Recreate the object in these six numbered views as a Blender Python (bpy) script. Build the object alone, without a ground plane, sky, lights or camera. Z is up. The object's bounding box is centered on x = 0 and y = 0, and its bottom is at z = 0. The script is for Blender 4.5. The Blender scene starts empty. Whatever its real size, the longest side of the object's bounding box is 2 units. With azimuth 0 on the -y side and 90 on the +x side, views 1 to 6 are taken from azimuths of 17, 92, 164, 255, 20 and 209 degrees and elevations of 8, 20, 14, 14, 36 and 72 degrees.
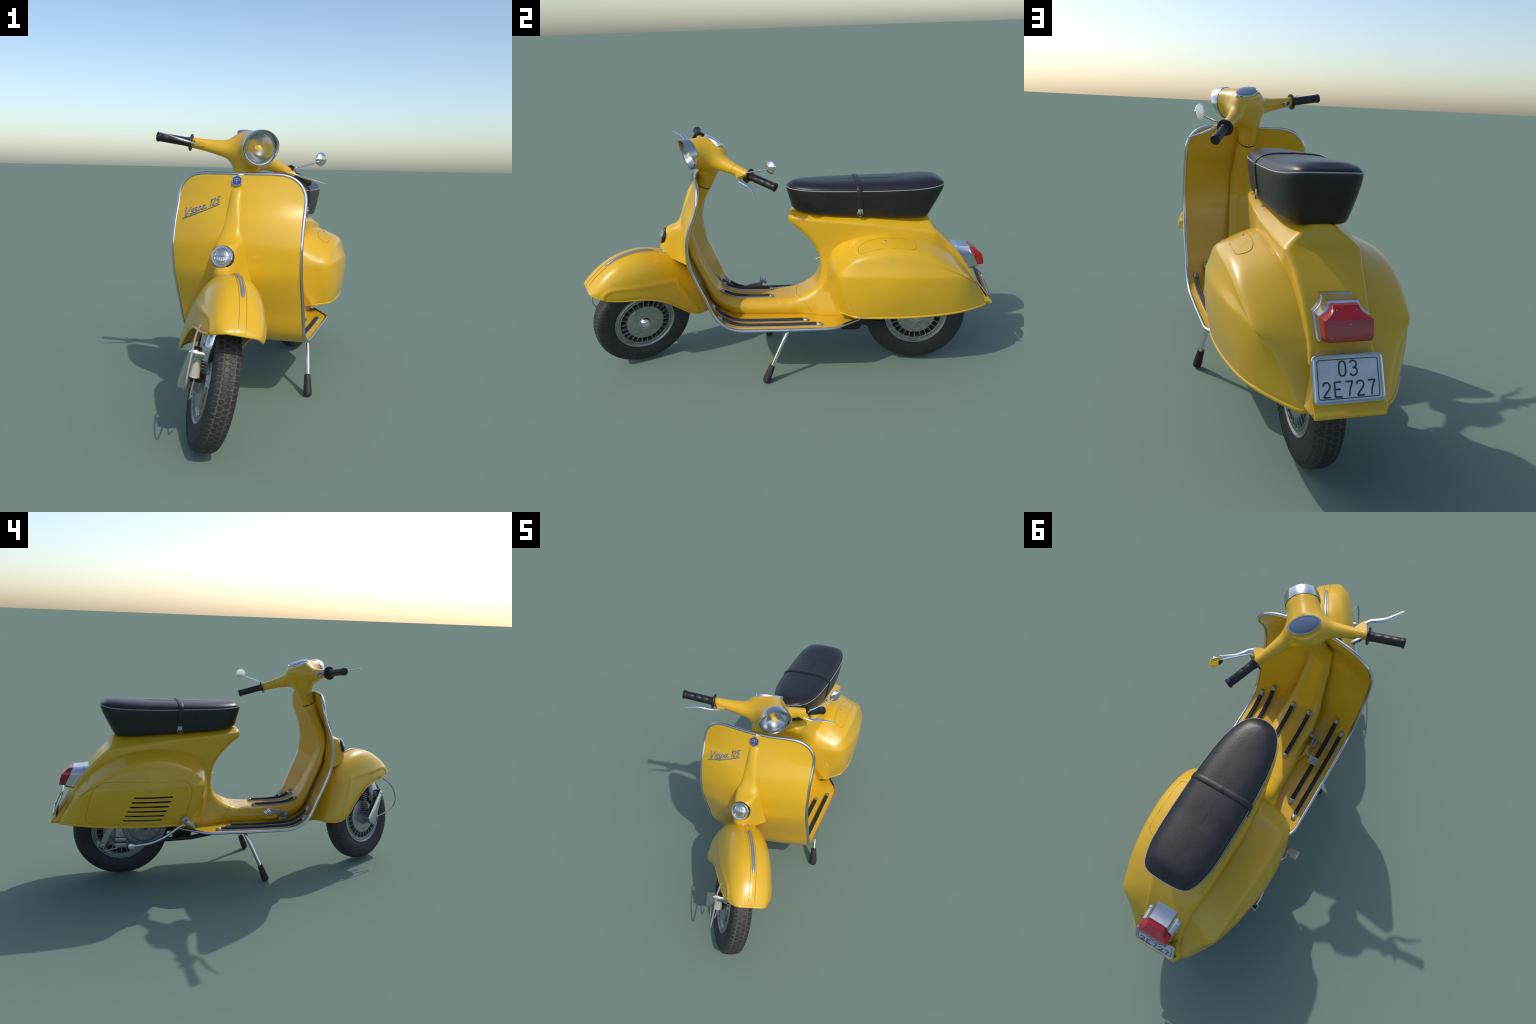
import bpy, bmesh, math
import numpy as np
from mathutils import Vector, Matrix
from mathutils.bvhtree import BVHTree

CX = 0.022                     # the scooter's own symmetry plane (bars are turned, so it is off x = 0)
AX = math.radians(23.6)        # rake of the steering axis
K = Vector((0, math.sin(AX), math.cos(AX)))
OA = Vector((CX, -0.58, 0.504))


def steer(deg):
    return Matrix.Translation(OA) @ Matrix.Rotation(math.radians(deg), 4, K) @ Matrix.Translation(-OA)


BAR = steer(39.5)
FORK = steer(31.0)
IDENT = Matrix.Identity(4)

# ------------------------------------------------------------------ materials
MATS = {}


def material(name, base, rough=0.5, metal=0.0, coat=0.0, coat_rough=0.1, var=0.0, var_scale=8.0, tint=None,
             tint_amt=0.0, tint_scale=5.0, bump=0.0, bump_scale=300.0, spec=0.5, trans=0.0, ior=1.45, emit=None,
             rough_var=0.0, alpha=1.0, stretch=(1, 1, 1)):
    m = bpy.data.materials.new(name)
    m.use_nodes = True
    nt = m.node_tree
    nt.nodes.clear()
    out = nt.nodes.new("ShaderNodeOutputMaterial")
    p = nt.nodes.new("ShaderNodeBsdfPrincipled")
    nt.links.new(p.outputs[0], out.inputs[0])
    p.inputs["Base Color"].default_value = (*base, 1)
    p.inputs["Roughness"].default_value = rough
    p.inputs["Metallic"].default_value = metal
    p.inputs["Coat Weight"].default_value = coat
    p.inputs["Coat Roughness"].default_value = coat_rough
    p.inputs["Specular IOR Level"].default_value = spec
    p.inputs["Transmission Weight"].default_value = trans
    p.inputs["IOR"].default_value = ior
    if emit:
        p.inputs["Emission Color"].default_value = (*emit[0], 1)
        p.inputs["Emission Strength"].default_value = emit[1]
    tc = nt.nodes.new("ShaderNodeTexCoord")
    mp = nt.nodes.new("ShaderNodeMapping")
    mp.inputs["Scale"].default_value = stretch
    nt.links.new(tc.outputs["Object"], mp.inputs[0])
    col = None
    if var > 0:
        n = nt.nodes.new("ShaderNodeTexNoise")
        n.inputs["Scale"].default_value = var_scale
        n.inputs["Detail"].default_value = 5
        nt.links.new(mp.outputs[0], n.inputs["Vector"])
        r = nt.nodes.new("ShaderNodeValToRGB")
        r.color_ramp.elements[0].position = 0.3
        r.color_ramp.elements[1].position = 0.7
        r.color_ramp.elements[0].color = (*[c * (1 - var) for c in base], 1)
        r.color_ramp.elements[1].color = (*[min(1, c * (1 + var)) for c in base], 1)
        nt.links.new(n.outputs["Fac"], r.inputs[0])
        col = r.outputs[0]
        if rough_var > 0:
            mr = nt.nodes.new("ShaderNodeMapRange")
            mr.inputs["To Min"].default_value = rough - rough_var
            mr.inputs["To Max"].default_value = rough + rough_var
            nt.links.new(n.outputs["Fac"], mr.inputs["Value"])
            nt.links.new(mr.outputs[0], p.inputs["Roughness"])
    if tint is not None:
        n = nt.nodes.new("ShaderNodeTexNoise")
        n.inputs["Scale"].default_value = tint_scale
        n.inputs["Detail"].default_value = 8
        n.inputs["Roughness"].default_value = 0.7
        nt.links.new(mp.outputs[0], n.inputs["Vector"])
        r = nt.nodes.new("ShaderNodeValToRGB")
        r.color_ramp.elements[0].position = 0.58
        r.color_ramp.elements[1].position = 0.78
        r.color_ramp.elements[0].color = (0, 0, 0, 1)
        r.color_ramp.elements[1].color = (tint_amt, tint_amt, tint_amt, 1)
        nt.links.new(n.outputs["Fac"], r.inputs[0])
        mx = nt.nodes.new("ShaderNodeMix")
        mx.data_type = 'RGBA'
        nt.links.new(r.outputs[0], mx.inputs["Factor"])
        if col:
            nt.links.new(col, mx.inputs["A"])
        else:
            mx.inputs["A"].default_value = (*base, 1)
        mx.inputs["B"].default_value = (*tint, 1)
        col = mx.outputs["Result"]
    if col:
        nt.links.new(col, p.inputs["Base Color"])
    if bump > 0:
        n = nt.nodes.new("ShaderNodeTexNoise")
        n.inputs["Scale"].default_value = bump_scale
        n.inputs["Detail"].default_value = 3
        nt.links.new(tc.outputs["Object"], n.inputs["Vector"])
        b = nt.nodes.new("ShaderNodeBump")
        b.inputs["Strength"].default_value = bump
        b.inputs["Distance"].default_value = 0.002
        nt.links.new(n.outputs["Fac"], b.inputs["Height"])
        nt.links.new(b.outputs[0], p.inputs["Normal"])
    MATS[name] = m
    return m


YEL = (0.665, 0.392, 0.014)
PAINT = material("yellow_paint", YEL, rough=0.32, coat=0.45, coat_rough=0.07, spec=0.4, var=0.04, var_scale=6, tint=(0.5, 0.33, 0.08),
                 tint_amt=0.35, tint_scale=22, bump=0.02, bump_scale=40)
LINE_PAINT = material("panel_line_paint", (0.47, 0.265, 0.012), rough=0.6)  # darker paint for thin raised beads that stand in for grooves
CHROME = material("chrome", (0.62, 0.63, 0.66), rough=0.22, metal=1.0, var=0.05, var_scale=30, rough_var=0.05)
BRIGHT = material("polished_chrome", (0.78, 0.79, 0.82), rough=0.12, metal=1.0)
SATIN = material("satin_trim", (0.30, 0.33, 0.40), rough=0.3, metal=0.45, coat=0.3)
ALLOY = material("worn_aluminium", (0.36, 0.37, 0.36), rough=0.42, metal=0.75, var=0.2, var_scale=60, rough_var=0.1)
CAST = material("cast_metal", (0.22, 0.23, 0.23), rough=0.5, metal=0.6, var=0.3, var_scale=50, bump=0.1, bump_scale=400)
BLACK = material("black_plastic", (0.012, 0.012, 0.014), rough=0.4, var=0.2, var_scale=40)
RUBBER = material("black_rubber", (0.022, 0.021, 0.022), rough=0.6, var=0.25, var_scale=60)
LEATHER = material("seat_vinyl", (0.014, 0.0145, 0.017), rough=0.36, var=0.2, var_scale=25, bump=0.22, bump_scale=330, rough_var=0.05,
                   tint=(0.05, 0.045, 0.045), tint_amt=0.25, tint_scale=14)
STRAP = material("strap_vinyl", (0.016, 0.016, 0.017), rough=0.45, bump=0.1)
PIPING = material("grey_piping", (0.3, 0.31, 0.33), rough=0.45)
TYRE = material("tyre_rubber", (0.024, 0.025, 0.026), rough=0.62, var=0.2, var_scale=40, bump=0.08, bump_scale=200)
TREADM = material("tread_rubber", (0.026, 0.027, 0.028), rough=0.5)
DUSTY = material("dusty_tread_groove", (0.085, 0.072, 0.06), rough=0.85, var=0.2, var_scale=60)
GLASS = material("lamp_glass", (0.93, 0.95, 0.97), rough=0.02, trans=1.0, ior=1.22)
REFL = material("lamp_reflector", (0.55, 0.57, 0.60), rough=0.2, metal=1.0)
BULB = material("yellow_bulb", (0.95, 0.55, 0.05), rough=0.3, emit=((1.0, 0.70, 0.10), 0.35))
RED = material("red_lens", (0.33, 0.008, 0.012), rough=0.22, coat=0.4, var=0.15, var_scale=30)
PLATE = material("plate_white", (0.52, 0.55, 0.60), rough=0.45, var=0.12, var_scale=25)
INK = material("plate_ink", (0.03, 0.03, 0.035), rough=0.5)
BLUE = material("blue_enamel", (0.03, 0.055, 0.28), rough=0.3)
LOGO = material("badge_letters", (0.17, 0.23, 0.33), rough=0.35, metal=0.4)
BEIGE = material("beige_rubber", (0.52, 0.48, 0.38), rough=0.6)
CABLE = material("grey_cable", (0.3, 0.28, 0.27), rough=0.5)
DIAL = material("dial_glass", (0.13, 0.17, 0.26), rough=0.18, coat=0.5)
MIRROR = material("mirror_glass", (0.75, 0.8, 0.9), rough=0.05, metal=1.0)

# ------------------------------------------------------------------ object helpers
ROOT = bpy.data.objects.new("motor_scooter", None)
bpy.context.scene.collection.objects.link(ROOT)
ROOT["label"] = "yellow vintage motor scooter with black bench seat, bars turned"
ROOT["category"] = "scooter"


def add(name, mesh, mat=None, parent=None, mw=None, stuff=False):
    o = bpy.data.objects.new(name, mesh)
    bpy.context.scene.collection.objects.link(o)
    o.parent = parent or ROOT
    if mw is not None:
        o.matrix_basis = mw
    if mat and not mesh.materials:
        mesh.materials.append(mat)
    if stuff:
        o["kind"] = "stuff"
    return o


def mesh_of(name, verts, faces, smooth=True, angle=None):
    me = bpy.data.meshes.new(name)
    me.from_pydata([tuple(map(float, v)) for v in verts], [], [tuple(map(int, f)) for f in faces])
    me.validate()
    bm = bmesh.new()
    bm.from_mesh(me)
    bmesh.ops.recalc_face_normals(bm, faces=bm.faces)
    if angle is not None:
        for e in bm.edges:
            if len(e.link_faces) == 2 and e.calc_face_angle(0) > math.radians(angle):
                e.smooth = False
    for f in bm.faces:
        f.smooth = smooth
    bm.to_mesh(me)
    bm.free()
    return me


def apply_mods(o):
    dg = bpy.context.evaluated_depsgraph_get()
    me = bpy.data.meshes.new_from_object(o.evaluated_get(dg))
    old = o.data
    o.modifiers.clear()
    o.data = me
    bpy.data.meshes.remove(old)
    return o


def cat(pts, n):
    """Catmull-Rom through control points, n samples per span."""
    P = np.array(pts, float)
    Q = np.vstack([2 * P[0] - P[1], P, 2 * P[-1] - P[-2]])
    out = []
    for i in range(1, len(Q) - 2):
        a, b, c, d = Q[i - 1], Q[i], Q[i + 1], Q[i + 2]
        for t in np.arange(n) / n:
            out.append(0.5 * (2 * b + (c - a) * t + (2 * a - 5 * b + 4 * c - d) * t * t + (3 * b - a - 3 * c + d) * t ** 3))
    out.append(P[-1])
    return np.array(out)


def resample(P, n):
    P = np.array(P, float)
    s = np.r_[0, np.cumsum(np.linalg.norm(np.diff(P, axis=0), axis=1))]
    t = np.linspace(0, s[-1], n)
    return np.stack([np.interp(t, s, P[:, k]) for k in range(P.shape[1])], 1)


def grid_faces(nr, nc, wrap_c=False, off=0):
    F = []
    for i in range(nr - 1):
        for j in range(nc if wrap_c else nc - 1):
            k = (j + 1) % nc
            F.append((off + i * nc + j, off + i * nc + k, off + (i + 1) * nc + k, off + (i + 1) * nc + j))
    return F


class Build:
    """collects pieces of geometry into one mesh"""

    def __init__(self):
        self.v, self.f = [], []

    def put(self, V, F):
        o = len(self.v)
        self.v += [tuple(p) for p in V]
        self.f += [tuple(i + o for i in f) for f in F]
        return self

    def tube(self, path, r, n=12, cap=True, up=None, prof=None, closed=False):
        """sweep a circle (or a 2D profile) along a path; r may be a list"""
        P = np.array(path, float)
        m = len(P)
        T = np.gradient(P, axis=0)
        if closed:
            T = np.roll(P, -1, 0) - np.roll(P, 1, 0)
        T /= np.linalg.norm(T, axis=1)[:, None] + 1e-12
        R = np.full(m, r) if np.isscalar(r) else np.array(r, float)
        if prof is None:
            a = np.linspace(0, 2 * np.pi, n, endpoint=False)
            prof = np.stack([np.cos(a), np.sin(a)], 1)
        prof = np.array(prof, float)
        n = len(prof)
        u = np.array(up if up is not None else ((0, 0, 1) if abs(T[0][2]) < .9 else (0, 1, 0)), float)
        V = []
        for i in range(m):
            if up is not None:
                u = np.array(up if np.ndim(up) == 1 else up[i], float)
            u = u - T[i] * (u @ T[i])
            u /= np.linalg.norm(u) + 1e-12
            w = np.cross(T[i], u)
            for q in prof:
                V.append(P[i] + R[i] * (q[0] * w + q[1] * u))
        F = grid_faces(m, n, True)
        if closed:
            F += [((m - 1) * n + j, (m - 1) * n + (j + 1) % n, (j + 1) % n, j) for j in range(n)]
        elif cap:
            F += [tuple(range(n))[::-1], tuple(range((m - 1) * n, m * n))]
        return self.put(V, F)

    def lathe(self, prof, origin=(0, 0, 0), axis=(1, 0, 0), n=48, up=(0, 0, 1), cap=False):
        """prof: (axial, radius)"""
        a = np.array(axis, float)
        a /= np.linalg.norm(a)
        u = np.array(up, float)
        u -= a * (u @ a)
        u /= np.linalg.norm(u)
        w = np.cross(a, u)
        V = []
        for h, r in prof:
            for t in np.linspace(0, 2 * np.pi, n, endpoint=False):
                V.append(np.array(origin) + a * h + r * (np.cos(t) * u + np.sin(t) * w))
        F = grid_faces(len(prof), n, True)
        if cap:
            F += [tuple(range(n)), tuple(range((len(prof) - 1) * n, len(prof) * n))]
        return self.put(V, F)

    def box(self, c, size, rot=None, bev=0.0):
        bm = bmesh.new()
        bmesh.ops.create_cube(bm, size=1)
        for v in bm.verts:
            v.co = Vector((v.co.x * size[0], v.co.y * size[1], v.co.z * size[2]))
        if bev:
            bmesh.ops.bevel(bm, geom=bm.edges[:], offset=bev, segments=2, affect='EDGES', profile=0.5)
        M = Matrix.Translation(Vector(c)) @ (rot.to_4x4() if rot else IDENT)
        bm.verts.index_update()
        V = [M @ v.co for v in bm.verts]
        F = [[v.index for v in f.verts] for f in bm.faces]
        bm.free()
        return self.put(V, F)

    def mesh(self, name, smooth=True, angle=35):
        return mesh_of(name, self.v, self.f, smooth, angle)


def extrude_poly(poly, to3, depth_dir, bev=0.0):
    """prism from 2D outline; to3 maps 2D to 3D"""
    V = [np.array(to3(p)) for p in poly]
    n = len(V)
    d = np.array(depth_dir, float)
    W = [v + d for v in V]
    F = [tuple(range(n)), tuple(range(2 * n - 1, n - 1, -1))] + [(i, (i + 1) % n, n + (i + 1) % n, n + i) for i in range(n)]
    return V + W, F


# ------------------------------------------------------------------ implicit surfaces (smooth unions -> surface nets)
def surface_net(f, lo, hi, h):
    lo, hi = np.array(lo, float), np.array(hi, float)
    N = np.ceil((hi - lo) / h).astype(int) + 1
    ax = [lo[i] + h * np.arange(N[i]) for i in range(3)]
    X, Y, Zz = np.meshgrid(*ax, indexing='ij')
    D = f(X, Y, Zz)
    inside = D < 0
    c = np.zeros(N - 1)
    acc = np.zeros((*(N - 1), 3))
    sl = lambda d, s: slice(d, N[s] - 1 + d)
    for a in range(3):
        b, e = [(1, 2), (0, 2), (0, 1)][a]
        for i in (0, 1):
            for j in (0, 1):
                o0, o1 = [0, 0, 0], [0, 0, 0]
                o0[b] = o1[b] = i
                o0[e] = o1[e] = j
                o1[a] = 1
                d0 = D[tuple(sl(o0[s], s) for s in range(3))]
                d1 = D[tuple(sl(o1[s], s) for s in range(3))]
                m = (d0 < 0) != (d1 < 0)
                t = np.where(m, d0 / np.where(m, d0 - d1, 1), 0)
                c += m
                acc[..., a] += m * t
                acc[..., b] += m * i
                acc[..., e] += m * j
    act = c > 0
    idx = -np.ones(N - 1, int)
    idx[act] = np.arange(act.sum())
    cells = np.argwhere(act)
    V = lo + h * (cells + acc[act] / c[act][:, None])
    F = []
    for a in range(3):
        b, e = [(1, 2), (2, 0), (0, 1)][a]
        s0 = [slice(None)] * 3
        s1 = [slice(None)] * 3
        s0[a], s1[a] = slice(0, -1), slice(1, None)
        m = inside[tuple(s0)] != inside[tuple(s1)]
        P = np.argwhere(m)
        P = P[(P[:, b] > 0) & (P[:, e] > 0) & (P[:, b] < N[b] - 1) & (P[:, e] < N[e] - 1)]
        fl = inside[tuple(P.T)]
        q = []
        for db, de in ((-1, -1), (0, -1), (0, 0), (-1, 0)):
            R = P.copy()
            R[:, b] += db
            R[:, e] += de
            q.append(idx[tuple(R.T)])
        q = np.stack(q, 1)
        q[~fl] = q[~fl][:, ::-1]
        F.append(q)
    return V, np.vstack(F)


def net_mesh(name, f, lo, hi, h, smooth_it=2):
    V, F = surface_net(f, lo, hi, h)
    me = bpy.data.meshes.new(name)
    me.from_pydata(V.tolist(), [], F.tolist())
    bm = bmesh.new()
    bm.from_mesh(me)
    for _ in range(smooth_it):
        bmesh.ops.smooth_vert(bm, verts=bm.verts, factor=0.5, use_axis_x=True, use_axis_y=True, use_axis_z=True)
    bmesh.ops.recalc_face_normals(bm, faces=bm.faces)
    for q in bm.faces:
        q.smooth = True
    bm.to_mesh(me)
    bm.free()
    return me


def smin(a, b, k):
    h = np.maximum(k - np.abs(a - b), 0) / k
    return np.minimum(a, b) - h * h * k * 0.25


def rcone(X, Y, Zz, a, b, ra, rb):
    """distance to a tapered round cone"""
    a, b = np.array(a), np.array(b)
    d = b - a
    L2 = d @ d
    t = np.clip(((X - a[0]) * d[0] + (Y - a[1]) * d[1] + (Zz - a[2]) * d[2]) / L2, 0, 1)
    q = np.sqrt((X - a[0] - t * d[0]) ** 2 + (Y - a[1] - t * d[1]) ** 2 + (Zz - a[2] - t * d[2]) ** 2)
    return q - (ra + (rb - ra) * t)


def poly_sd(Y, Zz, poly):
    """signed distance to a closed polygon in the y-z plane"""
    P = np.array(poly, float)
    d = np.full(Y.shape, 1e9)
    s = np.zeros(Y.shape, bool)
    for i in range(len(P)):
        a, b = P[i], P[(i + 1) % len(P)]
        e = b - a
        wy, wz = Y - a[0], Zz - a[1]
        t = np.clip((wy * e[0] + wz * e[1]) / (e @ e + 1e-15), 0, 1)
        d = np.minimum(d, (wy - e[0] * t) ** 2 + (wz - e[1] * t) ** 2)
        c = ((a[1] > Zz) != (b[1] > Zz))
        xx = a[0] + (Zz - a[1]) * e[0] / (e[1] if abs(e[1]) > 1e-12 else 1e-12)
        s ^= c & (Y < xx)
    d = np.sqrt(d)
    return np.where(s, -d, d)


def round_max(a, b, r):
    return np.minimum(np.maximum(a, b), 0) + 0 * r if False else \
        np.where((a > -r) & (b > -r), np.sqrt(np.maximum(a + r, 0) ** 2 + np.maximum(b + r, 0) ** 2) - r, np.maximum(a, b))


# ================================================================== LEG SHIELD AND FLOOR (one pressed sheet)
# stations down the sheet: y at the edge, z, forward bulge of the middle
sheet_st = [(-.372, 1.006, .048), (-.380, .96, .053), (-.395, .89, .064), (-.419, .834, .068), (-.438, .776, .066), (-.449, .72, .060),
            (-.446, .66, .059), (-.436, .6, .062), (-.405, .52, .064), (-.377, .455, .064), (-.346, .375, .060), (-.308, .328, .054),
            (-.26, .301, .030), (-.21, .2935, 0), (-.1, .2935, 0), (0, .294, 0), (.1, .296, 0), (.2, .298, 0), (.28, .300, 0), (.345, .302, 0)]
SH = cat(sheet_st, 10)
HW = 0.270


def sheet_hw(y, z):
    if z > .90 and y < -.3:
        q = np.clip((z - .90) / .106, 0, 1)
        return HW - .11 * (1 - math.sqrt(max(0, 1 - q ** 2.2)))
    if y > .205:
        return np.interp(y, [.205, .225, .245, .31, .36], [.265, .26, .245, .2, .165])
    return HW - .005 * np.clip((.5 - z) / .2, 0, 1)


def sheet_point(i, f):
    """f in -1..1 across"""
    y, z, b = SH[i]
    hw = sheet_hw(y, z)
    dx = f * hw
    k = 1 - abs(dx / HW) ** np.interp(z, [.5, .7], [1.6, 1.8])
    t = SH[min(i + 1, len(SH) - 1)] - SH[max(i - 1, 0)]
    n = np.array([t[1], -t[0]])          # forward / down
    n /= np.linalg.norm(n)
    if n[0] > 0:
        n = -n
    return np.array([CX + dx, y - b * k, z])


rows = []
for i in list(range(0, 8)) + list(range(8, len(SH), 2)):
    rows.append(i)
NC = 41
VF, VB = [], []
for i in rows:
    y_, z_, b_ = SH[i]
    t = SH[min(i + 1, len(SH) - 1)] - SH[max(i - 1, 0)]
    nb = np.array([0, -t[1], t[0]])
    nb /= np.linalg.norm(nb)                       # towards the rider / up
    for f in np.linspace(-1, 1, NC):
        p = sheet_point(i, f)
        hollow = np.interp(z_, [.40, .55, .62, .95, 1.0], [0, .004, .008, .009, .004]) * (1 - abs(f) ** 6)
        VF.append(p - nb * .004)
        VB.append(p + nb * (.004 + hollow))
nf = len(VF)
F = grid_faces(len(rows), NC) + [q[::-1] for q in grid_faces(len(rows), NC, off=nf)]
border = list(range(NC)) + [r * NC + NC - 1 for r in range(1, len(rows))] + [(len(rows) - 1) * NC + c for c in range(NC - 2, -1, -1)] + [r * NC for r in range(len(rows) - 2, 0, -1)]
F += [(border[k], border[(k + 1) % len(border)], nf + border[(k + 1) % len(border)], nf + border[k]) for k in range(len(border))]
shield = add("leg_shield", mesh_of("leg_shield", VF + VB, F, True, 60), PAINT)

# chrome beading round the edge
edge = [sheet_point(i, 1) for i in range(len(SH) - 1, -1, -1)]
edge += [sheet_point(0, f) for f in np.linspace(.93, -.93, 24)]
edge += [sheet_point(i, -1) for i in range(len(SH))]
edge = resample(np.array(edge), 420)
ker = np.ones(7) / 7
sm = edge.copy()
for k in range(3):
    sm[3:-3, k] = np.convolve(edge[:, k], ker, 'valid')
add("edge_trim", Build().tube(sm, .0078, 12).mesh("edge_trim"), CHROME)


def inner_path(dx, pts):
    return [np.array([CX + dx, y, z]) for y, z in pts]


# rubber floor strips, end caps; chrome edges stand in for reflections on the rubber
def strip_set(name, dx, ctrl):
    P = resample(cat([(CX + dx, y, z) for y, z in ctrl], 10), 70)
    T = np.gradient(P, axis=0)
    U = np.cross(np.array([1.0, 0, 0]), T)
    U /= np.linalg.norm(U, axis=1)[:, None]
    U *= np.sign(U[len(U) // 2][2])
    ch = add("floor_strip", Build().tube(P, 1, prof=[(-.0106, -.004), (-.0106, .002), (-.0095, .0035), (.0095, .0035), (.0106, .002), (.0106, -.004)], up=U).mesh("floor_strip"), CHROME)
    Pi = P[3:-3]
    add("rubber_insert", Build().tube(Pi, 1, prof=[(-.0100, 0), (-.0100, .0075), (-.0072, .0105), (-.0046, .0086), (-.0026, .0112), (.0026, .0112), (.0046, .0086), (.0072, .0105), (.0100, .0075), (.0100, 0)], up=U[3:-3]).mesh("rubber_insert"), RUBBER, ch)
    for k, s in ((0, 1), (-1, -1)):
        d = T[k] / np.linalg.norm(T[k]) * s
        q = P[k]
        b = Build()
        pts = [q - d * .009, q - d * .006, q, q + d * .010, q + d * .016]
        b.tube(pts, [.003, .0088, .0115, .0112, .009], 12, up=U[k], prof=[(math.cos(a), .95 * math.sin(a) if math.sin(a) > 0 else .3 * math.sin(a)) for a in np.linspace(0, 2 * math.pi, 14, endpoint=False)])
        add("strip_end_cap", b.mesh("strip_end_cap"), ALLOY, ch)


oa = [(-.364, .389), (-.335, .353), (-.30, .328), (-.255, .3085), (-.20, .3015), (-.1, .3005), (0, .301), (.095, .303)]
ob = [(-.330, .351), (-.305, .331), (-.262, .3105), (-.205, .3015), (-.1, .3005), (0, .301), (.157, .304)]
ic = [(-.325, .408), (-.295, .392), (-.255, .3795), (-.20, .3745), (-.14, .3735), (-.078, .374)]
for s in (-1, 1):
    strip_set("strip", s * .178, oa)
    strip_set("strip", s * .228, ob)
    strip_set("strip", s * .046, ic)

# ================================================================== FRAME: spine, tunnel, throat and rear body
throat = [(.012, .790), (.012, .772), (.022, .757), (.037, .746), (.089, .70), (.132, .649), (.157, .602), (.1655, .547), (.163, .50), (.148, .452),
          (.108, .412), (.06, .387), (.02, .376), (-.05, .371)]
spine = [(-.05, .371), (-.15, .369), (-.22, .371), (-.27, .379), (-.325, .402), (-.365, .45), (-.398, .52), (-.426, .58), (-.443, .63), (-.457, .68), (-.462, .715), (-.455, .765),
         (-.436, .815), (-.41, .865), (-.375, .925), (-.36, .955)]
front_back = [(-.425, .95), (-.455, .85), (-.49, .78), (-.50, .70), (-.485, .6), (-.45, .52), (-.415, .45), (-.375, .36), (-.33, .318), (-.27, .290), (-.2, .285)]
under = [(0, .285), (.2, .285), (.34, .29), (.365, .40), (.40, .50), (.47, .545), (.60, .555), (.75, .555), (.835, .53), (.885, .45), (.925, .38), (.95, .345)]
tail = [(.995, .345), (.975, .366), (.921, .447), (.878, .523), (.816, .612), (.75, .681), (.712, .716), (.695, .735), (.683, .765), (.676, .784)]
top = [(.55, .79), (.3, .80), (.1, .812), (.03, .814), (.018, .808)]
outline_rear = cat(throat, 6).tolist() + [(-.05, .285)] + under[1:] + cat(tail, 4).tolist() + top


def rear_sd(X, Y, Zz):
    dx = np.abs(X - CX)
    d2 = poly_sd(Y[0], Zz[0], outline_rear)[None]
    yy, zz = Y[0], Zz[0]
    ridge_hw = np.interp(yy, [.0, .04, .1, .178, .3, .413, .58, .7, .747, .814, .877, .92, .98], [.066, .078, .097, .112, .125, .133, .127, .119, .108, .100, .094, .094, .099])
    ridge_z = np.interp(yy, [.0, .04, .178, .413, .58, .7, .8], [.795, .790, .781, .763, .737, .717, .717])
    hw = ridge_hw - 1.35 * np.maximum(0, zz - ridge_z) + .12 * np.clip(ridge_z - zz, 0, .08) * np.interp(yy, [.3, .45, .6, .72], [0, 1, 1, 0]) - .10 * np.clip(ridge_z - zz, 0, .13) * np.interp(yy, [.0, .05, .25, .45], [.3, 1, 1, 0])
    hw = hw + np.interp(zz, [.28, .34, .42, .5], [.045, .032, .008, 0]) * np.interp(yy, [-.1, .0, .12, .4], [0, .2, 1, 1])
    low = np.interp(yy, [-.05, .02, .10, .16], [1, 1, .5, 0]) * (zz < .5)
    hw = hw * (1 - low) + low * (.098 + .22 * np.clip(-poly_sd(yy, zz, outline_rear), 0, .075) + np.interp(yy, [0, .1], [0, .012]))
    rr = np.interp(yy, [.0, .06, .15, .3, .6, .72, .8], [.018, .03, .035, .03, .014, .012, .010]) 
    rr = np.where(zz < .45, np.maximum(rr, .03), rr)
    return round_max(np.broadcast_to(d2, X.shape), dx - hw[None], rr[None])


outline_sp = cat(spine, 6).tolist() + front_back + [(.05, .285), (.05, .372)]


def spine_sd(X, Y, Zz):
    dx = np.abs(X - CX)
    yy, zz = Y[0], Zz[0]
    d2 = poly_sd(yy, zz, outline_sp)
    h_up = np.interp(zz, [.3, .42, .55, .63, .8, .88, .935], [.086, .077, .064, .060, .058, .046, .033])
    h_fl = np.interp(yy, [-.35, -.25, -.1, .0], [.082, .090, .096, .098])
    w = np.clip((zz - .36) / .1, 0, 1) * (yy < -.2)
    hw = h_fl * (1 - w) + h_up * w + .22 * np.clip(-d2, 0, .075)
    rr = np.interp(zz, [.3, .42, .6, .9], [.03, .035, .04, .034])
    f = round_max(np.broadcast_to(d2[None], X.shape), dx - hw[None], rr[None])
    col = rcone(dx, Y, Zz, (0, -.392, .945), (0, -.50, .70), .0365, .026)
    f = smin(f, col, .03)
    return np.maximum(f, (Y + .391) * .40 + (Zz - .938) * .9165)




def frame_sd(X, Y, Zz):
    return smin(rear_sd(X, Y, Zz), spine_sd(X, Y, Zz), .004)


frame = add("frame", net_mesh("frame", frame_sd, (CX - .20, -.54, .27), (CX + .20, 1.01, .98), .0052, 2), PAINT)
# seam where tunnel meets body
seam = []
bv_frame = BVHTree.FromObject(frame, bpy.context.evaluated_depsgraph_get())


def project(bv, pts, d):
    out = []
    d = Vector(d).normalized()
    for p in pts:
        h = bv.ray_cast(Vector(p) - d * .4, d)
        if h[0] is not None:
            out.append(np.array(h[0]))
    return out


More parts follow.
